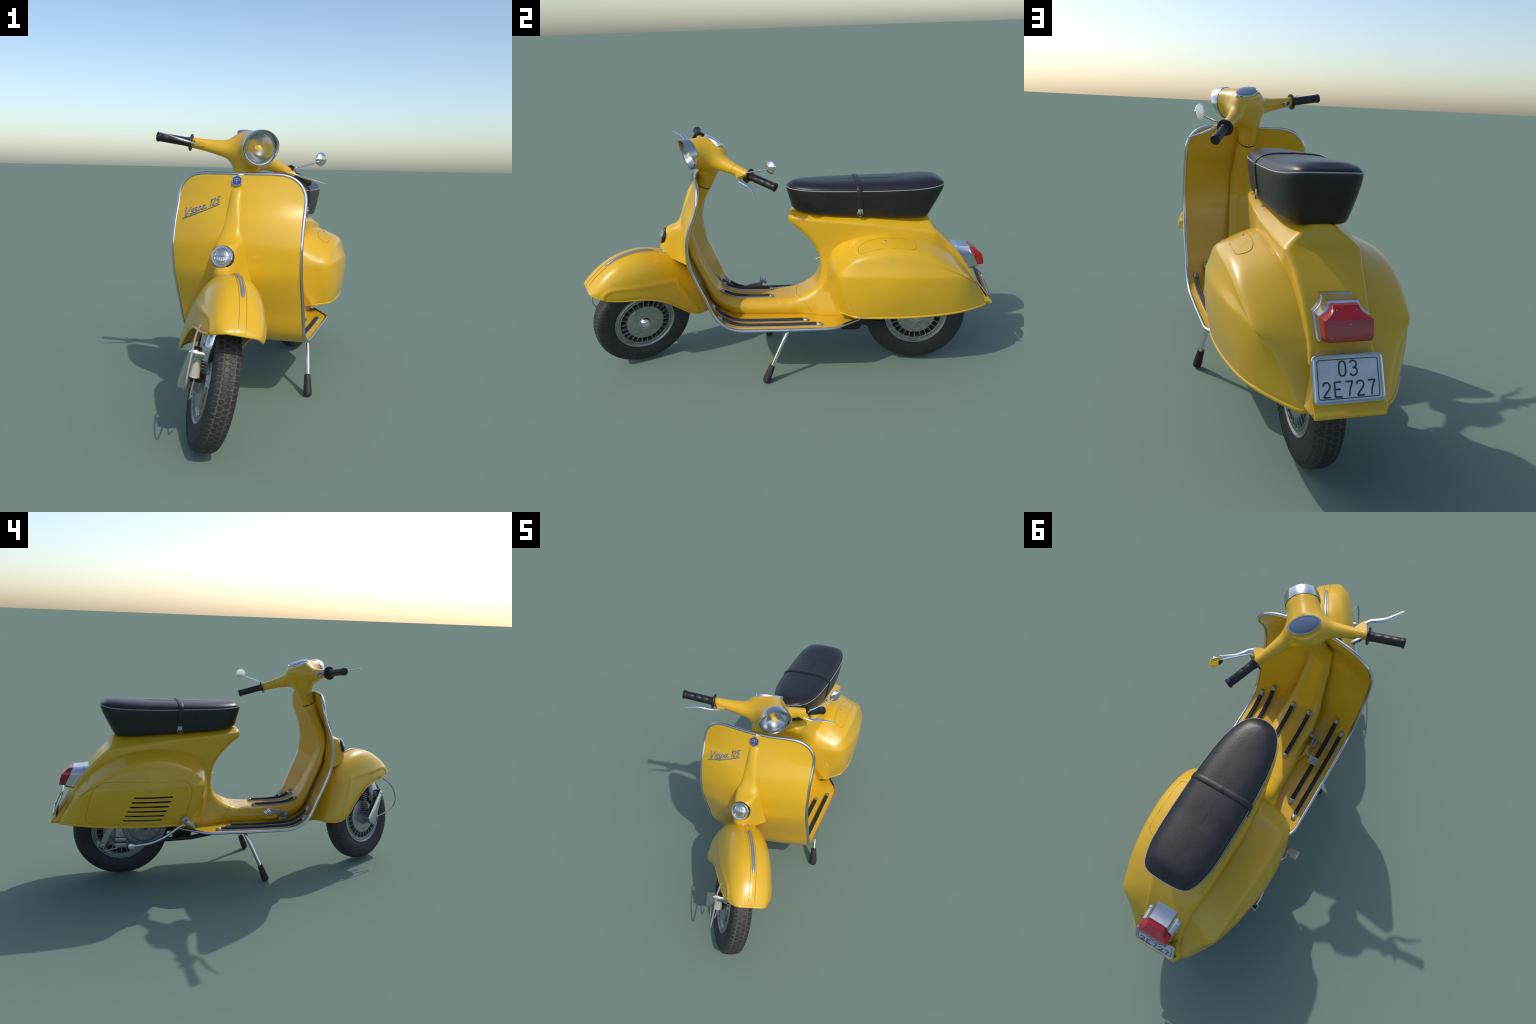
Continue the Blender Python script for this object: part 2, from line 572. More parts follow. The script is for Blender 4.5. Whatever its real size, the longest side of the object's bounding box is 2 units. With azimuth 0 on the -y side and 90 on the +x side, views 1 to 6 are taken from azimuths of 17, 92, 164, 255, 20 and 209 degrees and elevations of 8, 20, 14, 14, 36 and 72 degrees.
sp = []
for a in np.linspace(-108, 108, 81):
    d = Vector((math.sin(math.radians(a)), 0, math.cos(math.radians(a))))
    yy = .047 + .085 * max(0, abs(a) - 48) / 60
    h = bv_frame.ray_cast(Vector((CX, yy, .335)) + d * .3, -d)
    if h[0] is not None:
        sp.append(np.array(h[0]))
add("body_seam", Build().tube(sp, .0011, 6).mesh("body_seam"), LINE_PAINT)

# ================================================================== FRONT NOSE: rib + horn casting on the shield
nose_st = [  # z, front y, half width where it meets the shield, squareness
    (.956, -.434, .009, 2.0), (.950, -.444, .0185, 2.0), (.936, -.456, .0235, 2.1), (.90, -.474, .0265, 2.1), (.85, -.492, .0305, 2.1), (.814, -.504, .034, 2.1), (.785, -.516, .039, 2.1),
    (.765, -.530, .047, 2.1), (.750, -.553, .053, 2.2), (.738, -.583, .057, 2.4), (.715, -.600, .060, 2.5), (.68, -.613, .065, 2.5), (.655, -.622, .070, 2.4), (.635, -.625, .076, 2.3),
    (.618, -.622, .082, 2.2), (.606, -.616, .087, 2.2), (.602, -.610, .087, 2.2)]
NS = cat(nose_st, 4)


def shield_y(dx, z):
    zz_, yy_, bb_ = SH[:120, 1][::-1], SH[:120, 0][::-1], SH[:120, 2][::-1]
    return np.interp(z, zz_, yy_) - np.interp(z, zz_, bb_) * (1 - abs(dx / HW) ** np.interp(z, [.5, .7], [1.6, 1.8]))


V = []
na = 49
for z, yf, w, n_ in NS:
    for a in np.linspace(-math.pi / 2, math.pi / 2, na):
        c, q = max(math.cos(a), 0), math.sin(a)
        w0 = min(w, np.interp(z, [.60, .64, .74], [.060, .054, .052]))
        dx = math.copysign(w0 * abs(q) ** (2 / n_) + (w - w0) * (1 - c) ** 3, q)
        yb = shield_y(dx, z) + .001
        k = 1 - c ** (2 / n_)
        y = yf + (yb - yf) * k
        zz = z - .30 * (y - yf) * np.interp(z, [.60, .67], [1, 0])
        V.append((CX + dx, y, zz))
nr = len(NS)
F = grid_faces(nr, na)
F.append(tuple(range((nr - 1) * na, nr * na)))
add("nose_casting", mesh_of("nose_casting", V, F, True, 50), PAINT)

# horn
hc = np.array([CX, -.606, .697])
ha = np.array([0, -math.cos(math.radians(20)), math.sin(math.radians(20))])
horn = add("horn", Build().lathe([(-.012, .0385), (-.002, .0425), (.004, .0425), (.0065, .040), (.006, .034), (.003, .031), (.001, .030)], hc, ha, 40).mesh("horn"), CHROME)
add("horn_gasket", Build().lathe([(-.016, .0395), (-.016, .0445), (-.004, .0445), (-.003, .041)], hc, ha, 40).mesh("horn_gasket"), BLACK, horn)
dome = [(.001 + .011 * math.cos(t), .0305 * math.sin(t)) for t in np.linspace(math.pi / 2, .0, 9)]
b = Build().lathe(dome, hc, ha, 36)
add("horn_cover", b.mesh("horn_cover"), BRIGHT, horn)
b = Build()
for k in range(-3, 4):
    x = k * .0082
    L = math.sqrt(.0295 ** 2 - x * x)
    pts = []
    for t in np.linspace(-1, 1, 9):
        rr = math.hypot(x, t * L)
        h = .0015 + .0115 * math.sqrt(max(0, 1 - (rr / .0305) ** 2))
        upv = np.cross(np.array([1.0, 0, 0]), ha)
        pts.append(hc + np.array([x, 0, 0]) + upv * t * L + ha * h)
    b.tube(pts, .0011, 6)
pts = []
for t in np.linspace(-1, 1, 13):
    h = .0022 + .0115 * math.sqrt(max(0, 1 - (abs(t) * .0295 / .0305) ** 2))
    pts.append(hc + np.array([t * .0295, 0, 0]) + ha * h)
b.tube(pts, .0014, 6)
b.lathe([(.012, .0045), (.0155, .003), (.016, .0005)], hc, ha, 12)
for k in range(8):
    a = k * math.pi / 4 + .2
    upv = np.cross(np.array([1.0, 0, 0]), ha)
    q = hc + .0365 * (math.cos(a) * np.array([1.0, 0, 0]) + math.sin(a) * upv)
    b.lathe([(.004, .0016), (.0075, .0014), (.008, .0003)], q, ha, 8)
add("horn_grille", b.mesh("horn_grille"), ALLOY, horn)

# badge: blue hexagon with monogram
bc = np.array([CX, -.4415, .9785])
bu = np.array([0, .24, .97])
bu /= np.linalg.norm(bu)
bn = np.array([0, -.97, .24])
bn /= np.linalg.norm(bn)
bx = np.array([1.0, 0, 0])


def on_badge(p, h=0.0):
    return bc + bx * p[0] + bu * p[1] + bn * h


hexa = lambda r: [(r * math.sin(a) * .96, r * math.cos(a)) for a in np.linspace(0, 2 * math.pi, 6, endpoint=False)]
v, f = extrude_poly(hexa(.0235), lambda p: on_badge(p, -.010), bn * .013)
badge = add("front_badge", Build().put(v, f).mesh("front_badge"), CHROME)
v, f = extrude_poly(hexa(.0205), lambda p: on_badge(p, 0), bn * .0036)
add("badge_enamel", Build().put(v, f).mesh("badge_enamel"), BLUE, badge)
b = Build()
b.tube([on_badge((0, y), .0036) for y in (-.011, 0, .013)], .0013, 6)
for s in (-1, 1):
    b.tube([on_badge((s * (.0016 + .0045 + .0052 * math.cos(a)), .004 + .0048 * math.sin(a)), .0036) for a in np.linspace(0, 2 * math.pi, 20)], .0011, 6)
b.tube([on_badge((x, -.0145), .0036) for x in (-.006, 0, .006)], .0009, 6)
add("badge_monogram", b.mesh("badge_monogram"), PIPING, badge)

# script lettering on the left of the shield (built as pen strokes)
shield_bv = BVHTree.FromObject(shield, bpy.context.evaluated_depsgraph_get())
t0 = np.array([-.205, .824])
t1 = np.array([-.045, .884])
td = t1 - t0
TL = np.linalg.norm(td)
td /= TL
tu = np.array([0.0, 1.0])
strokes = [  # x along 0..1, y in letter heights
    [(.02, 1.25), (.03, .6), (.055, .05), (.09, .55), (.13, 1.1)], [(.005, 1.2), (.02, 1.25)],
    [(.165, .38), (.215, .46), (.222, .66), (.195, .74), (.163, .55), (.160, .25), (.185, .08), (.235, .26)],
    [(.295, .66), (.268, .76), (.252, .60), (.282, .40), (.288, .18), (.26, .08), (.238, .2)],
    [(.335, .72), (.305, -.3)], [(.325, .55), (.35, .70), (.385, .6), (.385, .35), (.35, .18), (.315, .28)],
    [(.475, .6), (.44, .66), (.41, .45), (.415, .2), (.445, .18), (.475, .5)], [(.485, .66), (.47, .3), (.49, .16), (.52, .2)],
    [(.66, .95), (.695, 1.1), (.675, .2)],
    [(.735, .95), (.765, 1.1), (.79, .95), (.77, .65), (.725, .22), (.785, .22)],
    [(.90, 1.08), (.845, 1.08), (.83, .72), (.87, .75), (.885, .5), (.865, .25), (.815, .24)],
    [(-.01, -.12), (.3, -.12), (.6, -.1), (.95, .02)]]
b = Build()
for st in strokes:
    P = cat([(*p, 0) for p in st], 5) if len(st) > 2 else np.array([(*p, 0) for p in st])
    pts = []
    for x, y, _ in P:
        q = t0 + td * (np.interp(x, [-.01, .52, .64, .9, .95], [-.01, .655, .715, .985, 1.02]) + .02 * y) * TL + tu * y * .029
        h = shield_bv.ray_cast(Vector((q[0], -.8, q[1])), Vector((0, 1, 0)))
        if h[0]:
            pts.append(np.array(h[0]) + np.array(h[1]) * .0012)
    if len(pts) > 1:
        b.tube(pts, .0022, 6)
add("script_badge", b.mesh("script_badge"), LOGO)

# ================================================================== REAR COWLS (side bulges)
RIM_T = [(.123, .249, .663), (.137, .315, .694), (.148, .40, .715), (.150, .47, .721), (.146, .56, .711), (.134, .65, .689), (.119, .728, .650), (.106, .80, .592), (.098, .862, .522)]
KROW = [(.222, .254, .602), (.248, .315, .641), (.258, .40, .663), (.2585, .48, .671), (.254, .57, .664), (.246, .66, .639), (.237, .74, .597), (.229, .795, .562), (.211, .845, .526)]
R1 = [(.234, .240, .578), (.268, .315, .603), (.278, .40, .614), (.280, .485, .618), (.275, .57, .612), (.265, .66, .596), (.249, .745, .569), (.232, .802, .542), (.203, .857, .508)]
MROW = [(.243, .234, .550), (.283, .315, .560), (.294, .40, .562), (.298, .49, .562), (.294, .57, .557), (.282, .66, .549), (.259, .75, .538), (.233, .812, .523), (.194, .869, .490)]
LROW = [(.236, .246, .450), (.281, .315, .456), (.294, .40, .458), (.297, .49, .458), (.291, .57, .453), (.278, .66, .448), (.257, .75, .444), (.226, .825, .440), (.172, .893, .449)]
BROW = [(.205, .268, .350), (.258, .318, .354), (.275, .40, .358), (.277, .49, .358), (.272, .57, .357), (.261, .66, .357), (.244, .75, .357), (.210, .84, .356), (.138, .948, .350)]
FRIM = [(.112, .249, .663), (.108, .215, .622), (.108, .203, .588), (.110, .196, .550), (.130, .199, .452), (.185, .240, .346)]
RRIM = [(.098, .862, .522), (.096, .876, .503), (.0955, .885, .489), (.0945, .893, .476), (.093, .922, .424), (.099, .960, .347)]
ROWS = [RIM_T, KROW, R1, MROW, LROW, BROW]


def cowl_mesh(side, name):
    bm = bmesh.new()
    cr = bm.edges.layers.float.new('crease_edge')
    G = []
    for r, row in enumerate(ROWS):
        line = [FRIM[r]] + (row if r else row[1:-1]) + [RRIM[r]]
        if r == 0:
            line = [FRIM[0], tuple(np.array(FRIM[0]) * .5 + np.array(RIM_T[1]) * .5)] + RIM_T[1:-1] + [tuple(np.array(RIM_T[-2]) * .4 + np.array(RRIM[0]) * .6), RRIM[0]]
        G.append([bm.verts.new((CX + side * x, y, z)) for x, y, z in line])
    # skirt that dives into the body behind the rim
    tgt = [v.co.copy() for row in G for v in row]
    inn = lambda v: bm.verts.new((CX + side * max(.03, (v.co.x - CX) * side - .05), v.co.y, v.co.z))
    # hidden return flange at the bottom and inward skirts at the rims
    low = [bm.verts.new((CX + side * (v.co.x * side - CX * side - .012), v.co.y, v.co.z - .003)) for v in G[-1]]
    G.append(low)
    G = [[inn(v) for v in G[0]]] + G
    for row in G:
        row.insert(0, inn(row[0]))
        row.append(inn(row[-1]))
    nc = len(G[0])
    for r in range(len(G) - 1):
        for c in range(nc - 1):
            bm.faces.new((G[r][c], G[r][c + 1], G[r + 1][c + 1], G[r + 1][c]))
    bm.edges.ensure_lookup_table()

    def crease(a, b, w):
        e = bm.edges.get((a, b))
        if e:
            e[cr] = w
    for c in range(1, nc - 2):
        inner_c = 1 < c < nc - 3
        crease(G[2][c], G[2][c + 1], .30 if 1 < c < nc - 5 else .1)
        crease(G[4][c], G[4][c + 1], .45 if 1 < c < nc - 5 else .15)
        crease(G[1][c], G[1][c + 1], .8)
        crease(G[6][c], G[6][c + 1], .9)
    for r in range(1, len(G) - 2):
        crease(G[r][2], G[r + 1][2], .22 if r > 1 else 0)
        crease(G[r][nc - 3], G[r + 1][nc - 3], .12 if r > 1 else 0)
        crease(G[r][1], G[r + 1][1], .8)
        crease(G[r][nc - 2], G[r + 1][nc - 2], .8)
    me = bpy.data.meshes.new(name)
    bmesh.ops.recalc_face_normals(bm, faces=bm.faces)
    bm.normal_update()
    bm.faces.ensure_lookup_table()
    if max(bm.faces, key=lambda f: f.calc_center_median().x * side).normal.x * side < 0:
        bmesh.ops.reverse_faces(bm, faces=bm.faces)
    for f in bm.faces:
        f.smooth = True
    bm.to_mesh(me)
    bm.free()
    o = add(name, me, PAINT)
    m = o.modifiers.new("s", 'SUBSURF')
    m.levels = m.render_levels = 3
    # move the cage until the smooth surface runs through the measured points
    for _ in range(4):
        dg = bpy.context.evaluated_depsgraph_get()
        ev = o.evaluated_get(dg).data
        dl = [tgt[k] - ev.vertices[k].co for k in range(len(tgt))]
        for k in range(len(tgt)):
            o.data.vertices[k].co += dl[k] * .6
        o.data.update()
    apply_mods(o)
    m = o.modifiers.new("t", 'SOLIDIFY')
    m.thickness = .004
    m.offset = -1
    apply_mods(o)
    return o


def lip_path(side):
    P = cat(BROW[1:] + [(.100, .962, .347)], 8)
    P = np.vstack([cat([(.196, .25, .345), BROW[0], BROW[1]], 5)[:-1], P])
    return [np.array([CX + side * x, y, z - .003]) for x, y, z in P]


cowls = {}
for side, nm in ((1, "side_cowl"), (-1, "engine_cowl")):
    o = cowl_mesh(side, nm)
    cowls[side] = o
    flat = [(math.cos(a) * .6, math.sin(a)) for a in np.linspace(0, 2 * math.pi, 10, endpoint=False)]
    add("cowl_lip", Build().tube(lip_path(side), .0058, prof=flat, up=(0, 0, 1)).mesh("cowl_lip"), PAINT, o)

dg = bpy.context.evaluated_depsgraph_get()
bv_r = BVHTree.FromObject(cowls[1], dg)
bv_l = BVHTree.FromObject(cowls[-1], dg)


def rounded(poly, r, n=5):
    P = [np.array(p, float) for p in poly]
    out = []
    for i in range(len(P)):
        a, b, c = P[i - 1], P[i], P[(i + 1) % len(P)]
        u, v = a - b, c - b
        d = min(r, .45 * np.linalg.norm(u), .45 * np.linalg.norm(v))
        p, q = b + u / np.linalg.norm(u) * d, b + v / np.linalg.norm(v) * d
        for t in np.linspace(0, 1, n):
            out.append((1 - t) ** 2 * p + 2 * t * (1 - t) * b + t * t * q)
    return out


def dense(poly, n=6, closed=True):
    out = []
    P = [np.array(p) for p in poly]
    for i in range(len(P) if closed else len(P) - 1):
        a, b = P[i], P[(i + 1) % len(P)]
        out += [a + (b - a) * t for t in np.arange(n) / n]
    if not closed:
        out.append(P[-1])
    return out


# fuel door gap drawn as a dark bead on the +x cowl
door2 = rounded([(.331, .188), (.328, .235), (.585, .235), (.598, .19), (.55, .173), (.375, .173)], .03)
pts = []
for y, dx in dense(door2, 3):
    h = bv_r.ray_cast(Vector((CX + dx, y, .9)), Vector((0, 0, -1)))
    if h[0]:
        pts.append(np.array(h[0]) + np.array(h[1]) * .0006)
door = add("fuel_door_line", Build().tube(pts, .0011, 6, closed=True).mesh("fuel_door_line"), LINE_PAINT, cowls[1])
h = bv_r.ray_cast(Vector((CX + .19, .455, .9)), Vector((0, 0, -1)))
add("door_lock", Build().lathe([(-.003, .0065), (.0015, .0065), (.0025, .005), (.0012, .0035), (.0012, .0004)], h[0], h[1], 20).mesh("door_lock"), ALLOY, cowls[1])
# engine cover panel line, a dark bead in place of a gap
pan = rounded([(.835, .37), (.79, .545), (.735, .588), (.33, .588), (.302, .555), (.306, .50), (.345, .37)], .045)
pts = []
for y, z in dense(pan, 4):
    h = bv_l.ray_cast(Vector((CX - .6, y, z)), Vector((1, 0, 0)))
    if h[0]:
        pts.append(np.array(h[0]) + np.array((-.0004, 0, 0)))
add("engine_panel_line", Build().tube(pts, .0011, 6).mesh("engine_panel_line"), LINE_PAINT, cowls[-1])
h = bv_l.ray_cast(Vector((CX - .6, .513, .546)), Vector((1, 0, 0)))
add("panel_screw", Build().lathe([(-.002, .008), (.0025, .008), (.0035, .006), (.003, .0045), (.003, .0004)], h[0], -Vector((1, 0, 0)), 20).mesh("panel_screw"), ALLOY, cowls[-1])
# louvre slots really cut through, with a pressed lip below each
cut = Build()
lips = Build()
for k in range(6):
    t = k / 5
    y0, y1 = .404 + .054 * t, .588 + .054 * t
    z0 = .512 - .1215 * t
    poly = []
    rr = .0042
    for a in np.linspace(math.pi / 2, -math.pi / 2, 7):
        poly.append((y1 + rr * math.cos(a), z0 + rr * math.sin(a)))
    for a in np.linspace(-math.pi / 2, -3 * math.pi / 2, 7):
        poly.append((y0 + rr * math.cos(a), z0 + rr * math.sin(a)))
    v, f = extrude_poly(poly, lambda p: (CX - .40, p[0], p[1]), (.25, 0, 0))
    cut.put(v, f)
    lp = []
    for y in np.linspace(y0 - .004, y1 + .004, 16):
        h = bv_l.ray_cast(Vector((CX - .6, y, z0 - .0085)), Vector((1, 0, 0)))
        lp.append(np.array(h[0]) + np.array((.0012, 0, 0)))
    lips.tube(lp, .0036, 8)
cutter = add("cutter", cut.mesh("cutter", False))
m = cowls[-1].modifiers.new("b", 'BOOLEAN')
m.object = cutter
m.operation = 'DIFFERENCE'
m.solver = 'EXACT'
apply_mods(cowls[-1])
bpy.data.objects.remove(cutter)
for p in cowls[-1].data.polygons:
    p.use_smooth = True
cowls[-1].data.set_sharp_from_angle(angle=math.radians(40))
add("louvre_lip", lips.mesh("louvre_lip"), PAINT, cowls[-1])

# ================================================================== TAIL: lip, plate, lamp
b = Build()
prof = [(.958, .352), (.958, .338), (.998, .3365), (1.0, .342), (.998, .349), (.988, .358), (.975, .376)]
V = []
for dx in (-.1, -.096, .096, .1):
    for y, z in prof:
        V.append((CX + dx, y, z))
F = grid_faces(4, len(prof)) + [tuple(range(len(prof))), tuple(range(3 * len(prof), 4 * len(prof)))]
add("tail_lip", mesh_of("tail_lip", V, F, True, 30), PAINT)

pl_c = np.array([CX + .002, .9620, .4310])
pl_u = np.array([0, -.048, .1085])
pl_u /= np.linalg.norm(pl_u)
pl_n = np.array([0, pl_u[2], -pl_u[1]])
toP = lambda p, h=0.0: pl_c + np.array([-p[0], 0, 0]) + pl_u * p[1] + pl_n * h
PW, PH = .0955, .0600
rr = rounded([(-PW, -PH), (PW, -PH), (PW, PH), (-PW, PH)], .012)
v, f = extrude_poly(rr, lambda p: toP(p, -.003), pl_n * .005)
plate = add("number_plate", Build().put(v, f).mesh("number_plate", True, 30), PLATE)
add("plate_frame", Build().tube([toP(p, .002) for p in dense(rr, 2)], .0042, 8, closed=True, up=pl_n).mesh("plate_frame"), CHROME, plate)
ri = rounded([(-PW + .011, -PH + .01), (PW - .011, -PH + .01), (PW - .011, PH - .01), (-PW + .011, PH - .01)], .008)
add("plate_border", Build().tube([toP(p, .0022) for p in dense(ri, 2)], .0011, 6, closed=True, up=pl_n).mesh("plate_border"), INK, plate)
GL = {  # pen strokes in a 1 x 1.7 cell
    '0': [[(.5 + .42 * math.cos(a) * abs(math.cos(a)) ** -.35 if abs(math.cos(a)) > 1e-6 else .5, .85 + .85 * math.copysign(abs(math.sin(a)) ** .75, math.sin(a))) for a in np.linspace(0, 2 * math.pi, 33)]],
    '3': [[(.08, 1.45), (.25, 1.68), (.6, 1.7), (.88, 1.45), (.85, 1.1), (.6, .9), (.4, .9)], [(.6, .9), (.9, .7), (.92, .3), (.65, .02), (.3, .0), (.06, .25)]],
    '2': [[(.06, 1.3), (.14, 1.58), (.45, 1.72), (.8, 1.58), (.9, 1.25), (.75, .9), (.35, .45), (.06, .04)], [(.05, .02), (.95, .02)]],
    'E': [[(.08, 0), (.08, 1.7)], [(.08, 1.7), (.92, 1.7)], [(.08, .87), (.8, .87)], [(.08, 0), (.95, 0)]],
    '7': [[(.05, 1.7), (.95, 1.7)], [(.95, 1.7), (.62, .95), (.42, 0)]]}
b = Build()


def write(txt, x0, y0, cw, gap):
    x = x0
    for ch in txt:
        for st in GL[ch]:
            P = cat([(*p, 0) for p in st], 4) if 2 < len(st) < 12 else np.array([(*p, 0) for p in st])
            b.tube([toP((x + p[0] * cw, y0 + p[1] * cw), .0021) for p in P], .0021, prof=[(-1, -.3), (-1, .35), (1, .35), (1, -.3)], up=pl_n)
        x += cw + gap


write("03", -.027, .0070, .0222, .009)
write("2E727", -.073, -.0455, .0222, .009)
add("plate_characters", b.mesh("plate_characters", False), INK, plate)

# tail lamp: chrome bezel with concave shoulders, red lens
HALF = [(.0455, .0), (.0475, -.012), (.053, -.028), (.064, -.042), (.0755, -.052), (.0740, -.10), (.0725, -.135), (.065, -.146)]


def lamp_shape(sx, sv, top=1.0):
    R = [(x * sx * (top if k < 3 else 1), v * sv) for k, (x, v) in enumerate(HALF)]
    return [(-R[0][0], 0)] + R + [(-x, v) for x, v in R[::-1][:-1]]


sl_u = np.array([0, -(.905 - .82), .622 - .487])
sl_u /= np.linalg.norm(sl_u)


def lamp_ring(sx, sv, top_y, top_z, up_vec, top=1.0):
    return [np.array([CX + p[0], top_y, top_z]) + up_vec * p[1] for p in lamp_shape(sx, sv, top)]


mid_u = np.array([0, -.50, .866])
fr_u = np.array([0, -.42, .907])
rings = [lamp_ring(1.0, .90, .805, .622, sl_u), lamp_ring(1.0, .90, .825, .621, sl_u), lamp_ring(.96, .875, .828, .619, sl_u), lamp_ring(.955, .76, .872, .6165, mid_u), lamp_ring(.965, .735, .8765, .618, fr_u), lamp_ring(.965, .735, .8815, .618, fr_u)]
n = len(rings[0])
V = [p for r in rings for p in r]
F = grid_faces(len(rings), n, True) + [tuple(range((len(rings) - 1) * n, len(rings) * n))]
lamp = add("tail_lamp", mesh_of("tail_lamp", V, F, True, 25), CHROME)


def lens_ring(sx, sv, dy, amt):
    out = []
    for q in lamp_ring(sx, sv, .881 + dy, .612, fr_u, .92):
        v = np.clip((.612 - q[2]) / .083, 0, 1)
        out.append(q + np.array([0, amt * np.interp(v, [0, .36, .46, 1], [.45, 1.0, 1.0, .75]), 0]))
    return out


rings = [lens_ring(.93, .645, -.003, 0), lens_ring(.93, .645, 0, .012), lens_ring(.915, .635, 0, .040), lens_ring(.87, .61, 0, .046)]
V = [p for r in rings for p in r]
F = grid_faces(len(rings), n, True)
o4 = 3 * n
F += [tuple(o4 + k for k in q) for q in ((0, 1, 2, 15), (15, 2, 3, 14), (14, 3, 4, 13), (13, 4, 5, 12), (12, 5, 6, 11), (11, 6, 7, 10), (10, 7, 8, 9))]
lens = add("lamp_lens", mesh_of("lamp_lens", V, F, True, 22), RED, lamp)
b = Build()
bvl = BVHTree.FromObject(lens, bpy.context.evaluated_depsgraph_get())
for dx, z in ((-.028, .602), (.028, .602), (-.052, .540), (.052, .540), (0, .573)):
    h = bvl.ray_cast(Vector((CX + dx, 1.2, z)), Vector((0, -1, 0)))
    if h[0]:
        b.lathe([(-.001, .0022), (.001, .0022), (.0014, .0003)], h[0], (0, 1, 0), 10)
if b.v:
    add("lens_screw", b.mesh("lens_screw"), ALLOY, lamp)

# ================================================================== SEAT
hwp = [(.004, .0), (.007, .022), (.016, .045), (.032, .066), (.06, .085), (.10, .101), (.15, .113), (.21, .121), (.30, .127), (.40, .130), (.50, .1305), (.58, .129), (.64, .124), (.69, .112), (.72, .097), (.735, .078), (.741, .045), (.743, .0)]
hp = cat(hwp, 5)
half = resample(hp, 60)
ring = np.vstack([np.stack([half[:, 1], half[:, 0]], 1), np.stack([-half[::-1, 1], half[::-1, 0]], 1)[1:-1]])   # dx, y
yn = (ring[:, 1] - .004) / .739


def seat_ring(y0, y1, wscale, z_of):
    y = y0 + yn * (y1 - y0)
    return [np.array([CX + ring[i, 0] * wscale, y[i], z_of(yn[i])]) for i in range(len(ring))]


z_bot = lambda t: np.interp(t, [0, .1, 1], [.823, .815, .783])
z_pip = lambda t: np.interp(t, [0, .1, .6, .8, .92, 1], [.929, .925, .922, .924, .930, .940])
z_top = lambda t: np.interp(t, [0, .03, .12, .25, .65, .88, .96, 1], [.948, .953, .953, .953, .956, .964, .965, .960])
mixz = lambda a, b, k: (lambda t: a(t) * (1 - k) + b(t) * k)
layers = [seat_ring(.048, .660, .78, lambda t: z_bot(t) - .005), seat_ring(.036, .672, .845, z_bot), seat_ring(.030, .679, .875, mixz(z_bot, z_pip, .07)), seat_ring(.024, .697, .925, mixz(z_bot, z_pip, .3)),
          seat_ring(.015, .719, .970, mixz(z_bot, z_pip, .58)), seat_ring(.008, .736, .995, mixz(z_bot, z_pip, .82)), seat_ring(.0065, .741, 1.0, mixz(z_bot, z_pip, .93)), seat_ring(.007, .741, .998, z_pip)]
for ins, k in ((.986, .20), (.955, .38), (.90, .58), (.82, .75), (.70, .88), (.52, .97), (.3, 1.0), (.05, 1.0)):
    e = (1 - ins) * .128
    layers.append(seat_ring(.007 + e * .75, .741 - e * .85, ins, mixz(z_pip, z_top, k)))
for L, wsc in zip(layers[-4:], (.88, .97, 1, 1)):
    for p in L:
        t = np.clip((p[1] - .005) / .737, 0, 1)
        p[2] = z_pip(t) * (1 - wsc) + z_top(t) * wsc + .002 * (1 - abs(p[0] - CX) / .13)
V = [p for L in layers for p in L]
n = len(ring)
F = grid_faces(len(layers), n, True)
F += [tuple(range(n)), tuple(range((len(layers) - 1) * n, len(layers) * n))]
seat = add("bench_seat", mesh_of("bench_seat", V, F, True, 60), LEATHER)
add("seat_piping", Build().tube(seat_ring(.0062, .7418, 1.002, z_pip), .0020, 8, closed=True).mesh("seat_piping"), PIPING, seat)
# strap across the seat
dgs = bpy.context.evaluated_depsgraph_get()
bvs = BVHTree.FromObject(seat, dgs)
ys = .346
P, N = [], []
for a in np.linspace(-118, 118, 61):
    d = Vector((math.sin(math.radians(a)), 0, math.cos(math.radians(a))))
    h = bvs.ray_cast(Vector((CX, ys, .89)) + d * .5, -d)
    if h[0]:
        P.append(np.array(h[0]))
        N.append(np.array(h[1]))
P, N = np.array(P), np.array(N)
P[:, 1] += .006 * np.interp(P[:, 2], [.8, .92], [0.5, -1])
add("seat_strap", Build().tube(P, 1, prof=[(-.0125, -.003), (-.0125, .0030), (-.0095, .0045), (.0095, .0045), (.0125, .0030), (.0125, -.003)], up=N).mesh("seat_strap"), STRAP, seat)
for k in (0, -1):
    s = math.copysign(1, P[k][0] - CX)
    q = P[k]
    bb = Build().box((q[0] + s * .004, ys, q[2] + .0), (.006, .024, .022), bev=.002)
    bb.lathe([(0, .014), (.006, .014), (.007, .011)], (q[0] + s * .001, ys, q[2] - .012), (s, 0, 0), 20)
    bb.lathe([(.006, .006), (.009, .005), (.0095, .0005)], (q[0] + s * .001, ys, q[2] - .010), (s, 0, 0), 14)
    add("strap_buckle", bb.mesh("strap_buckle"), ALLOY, seat)

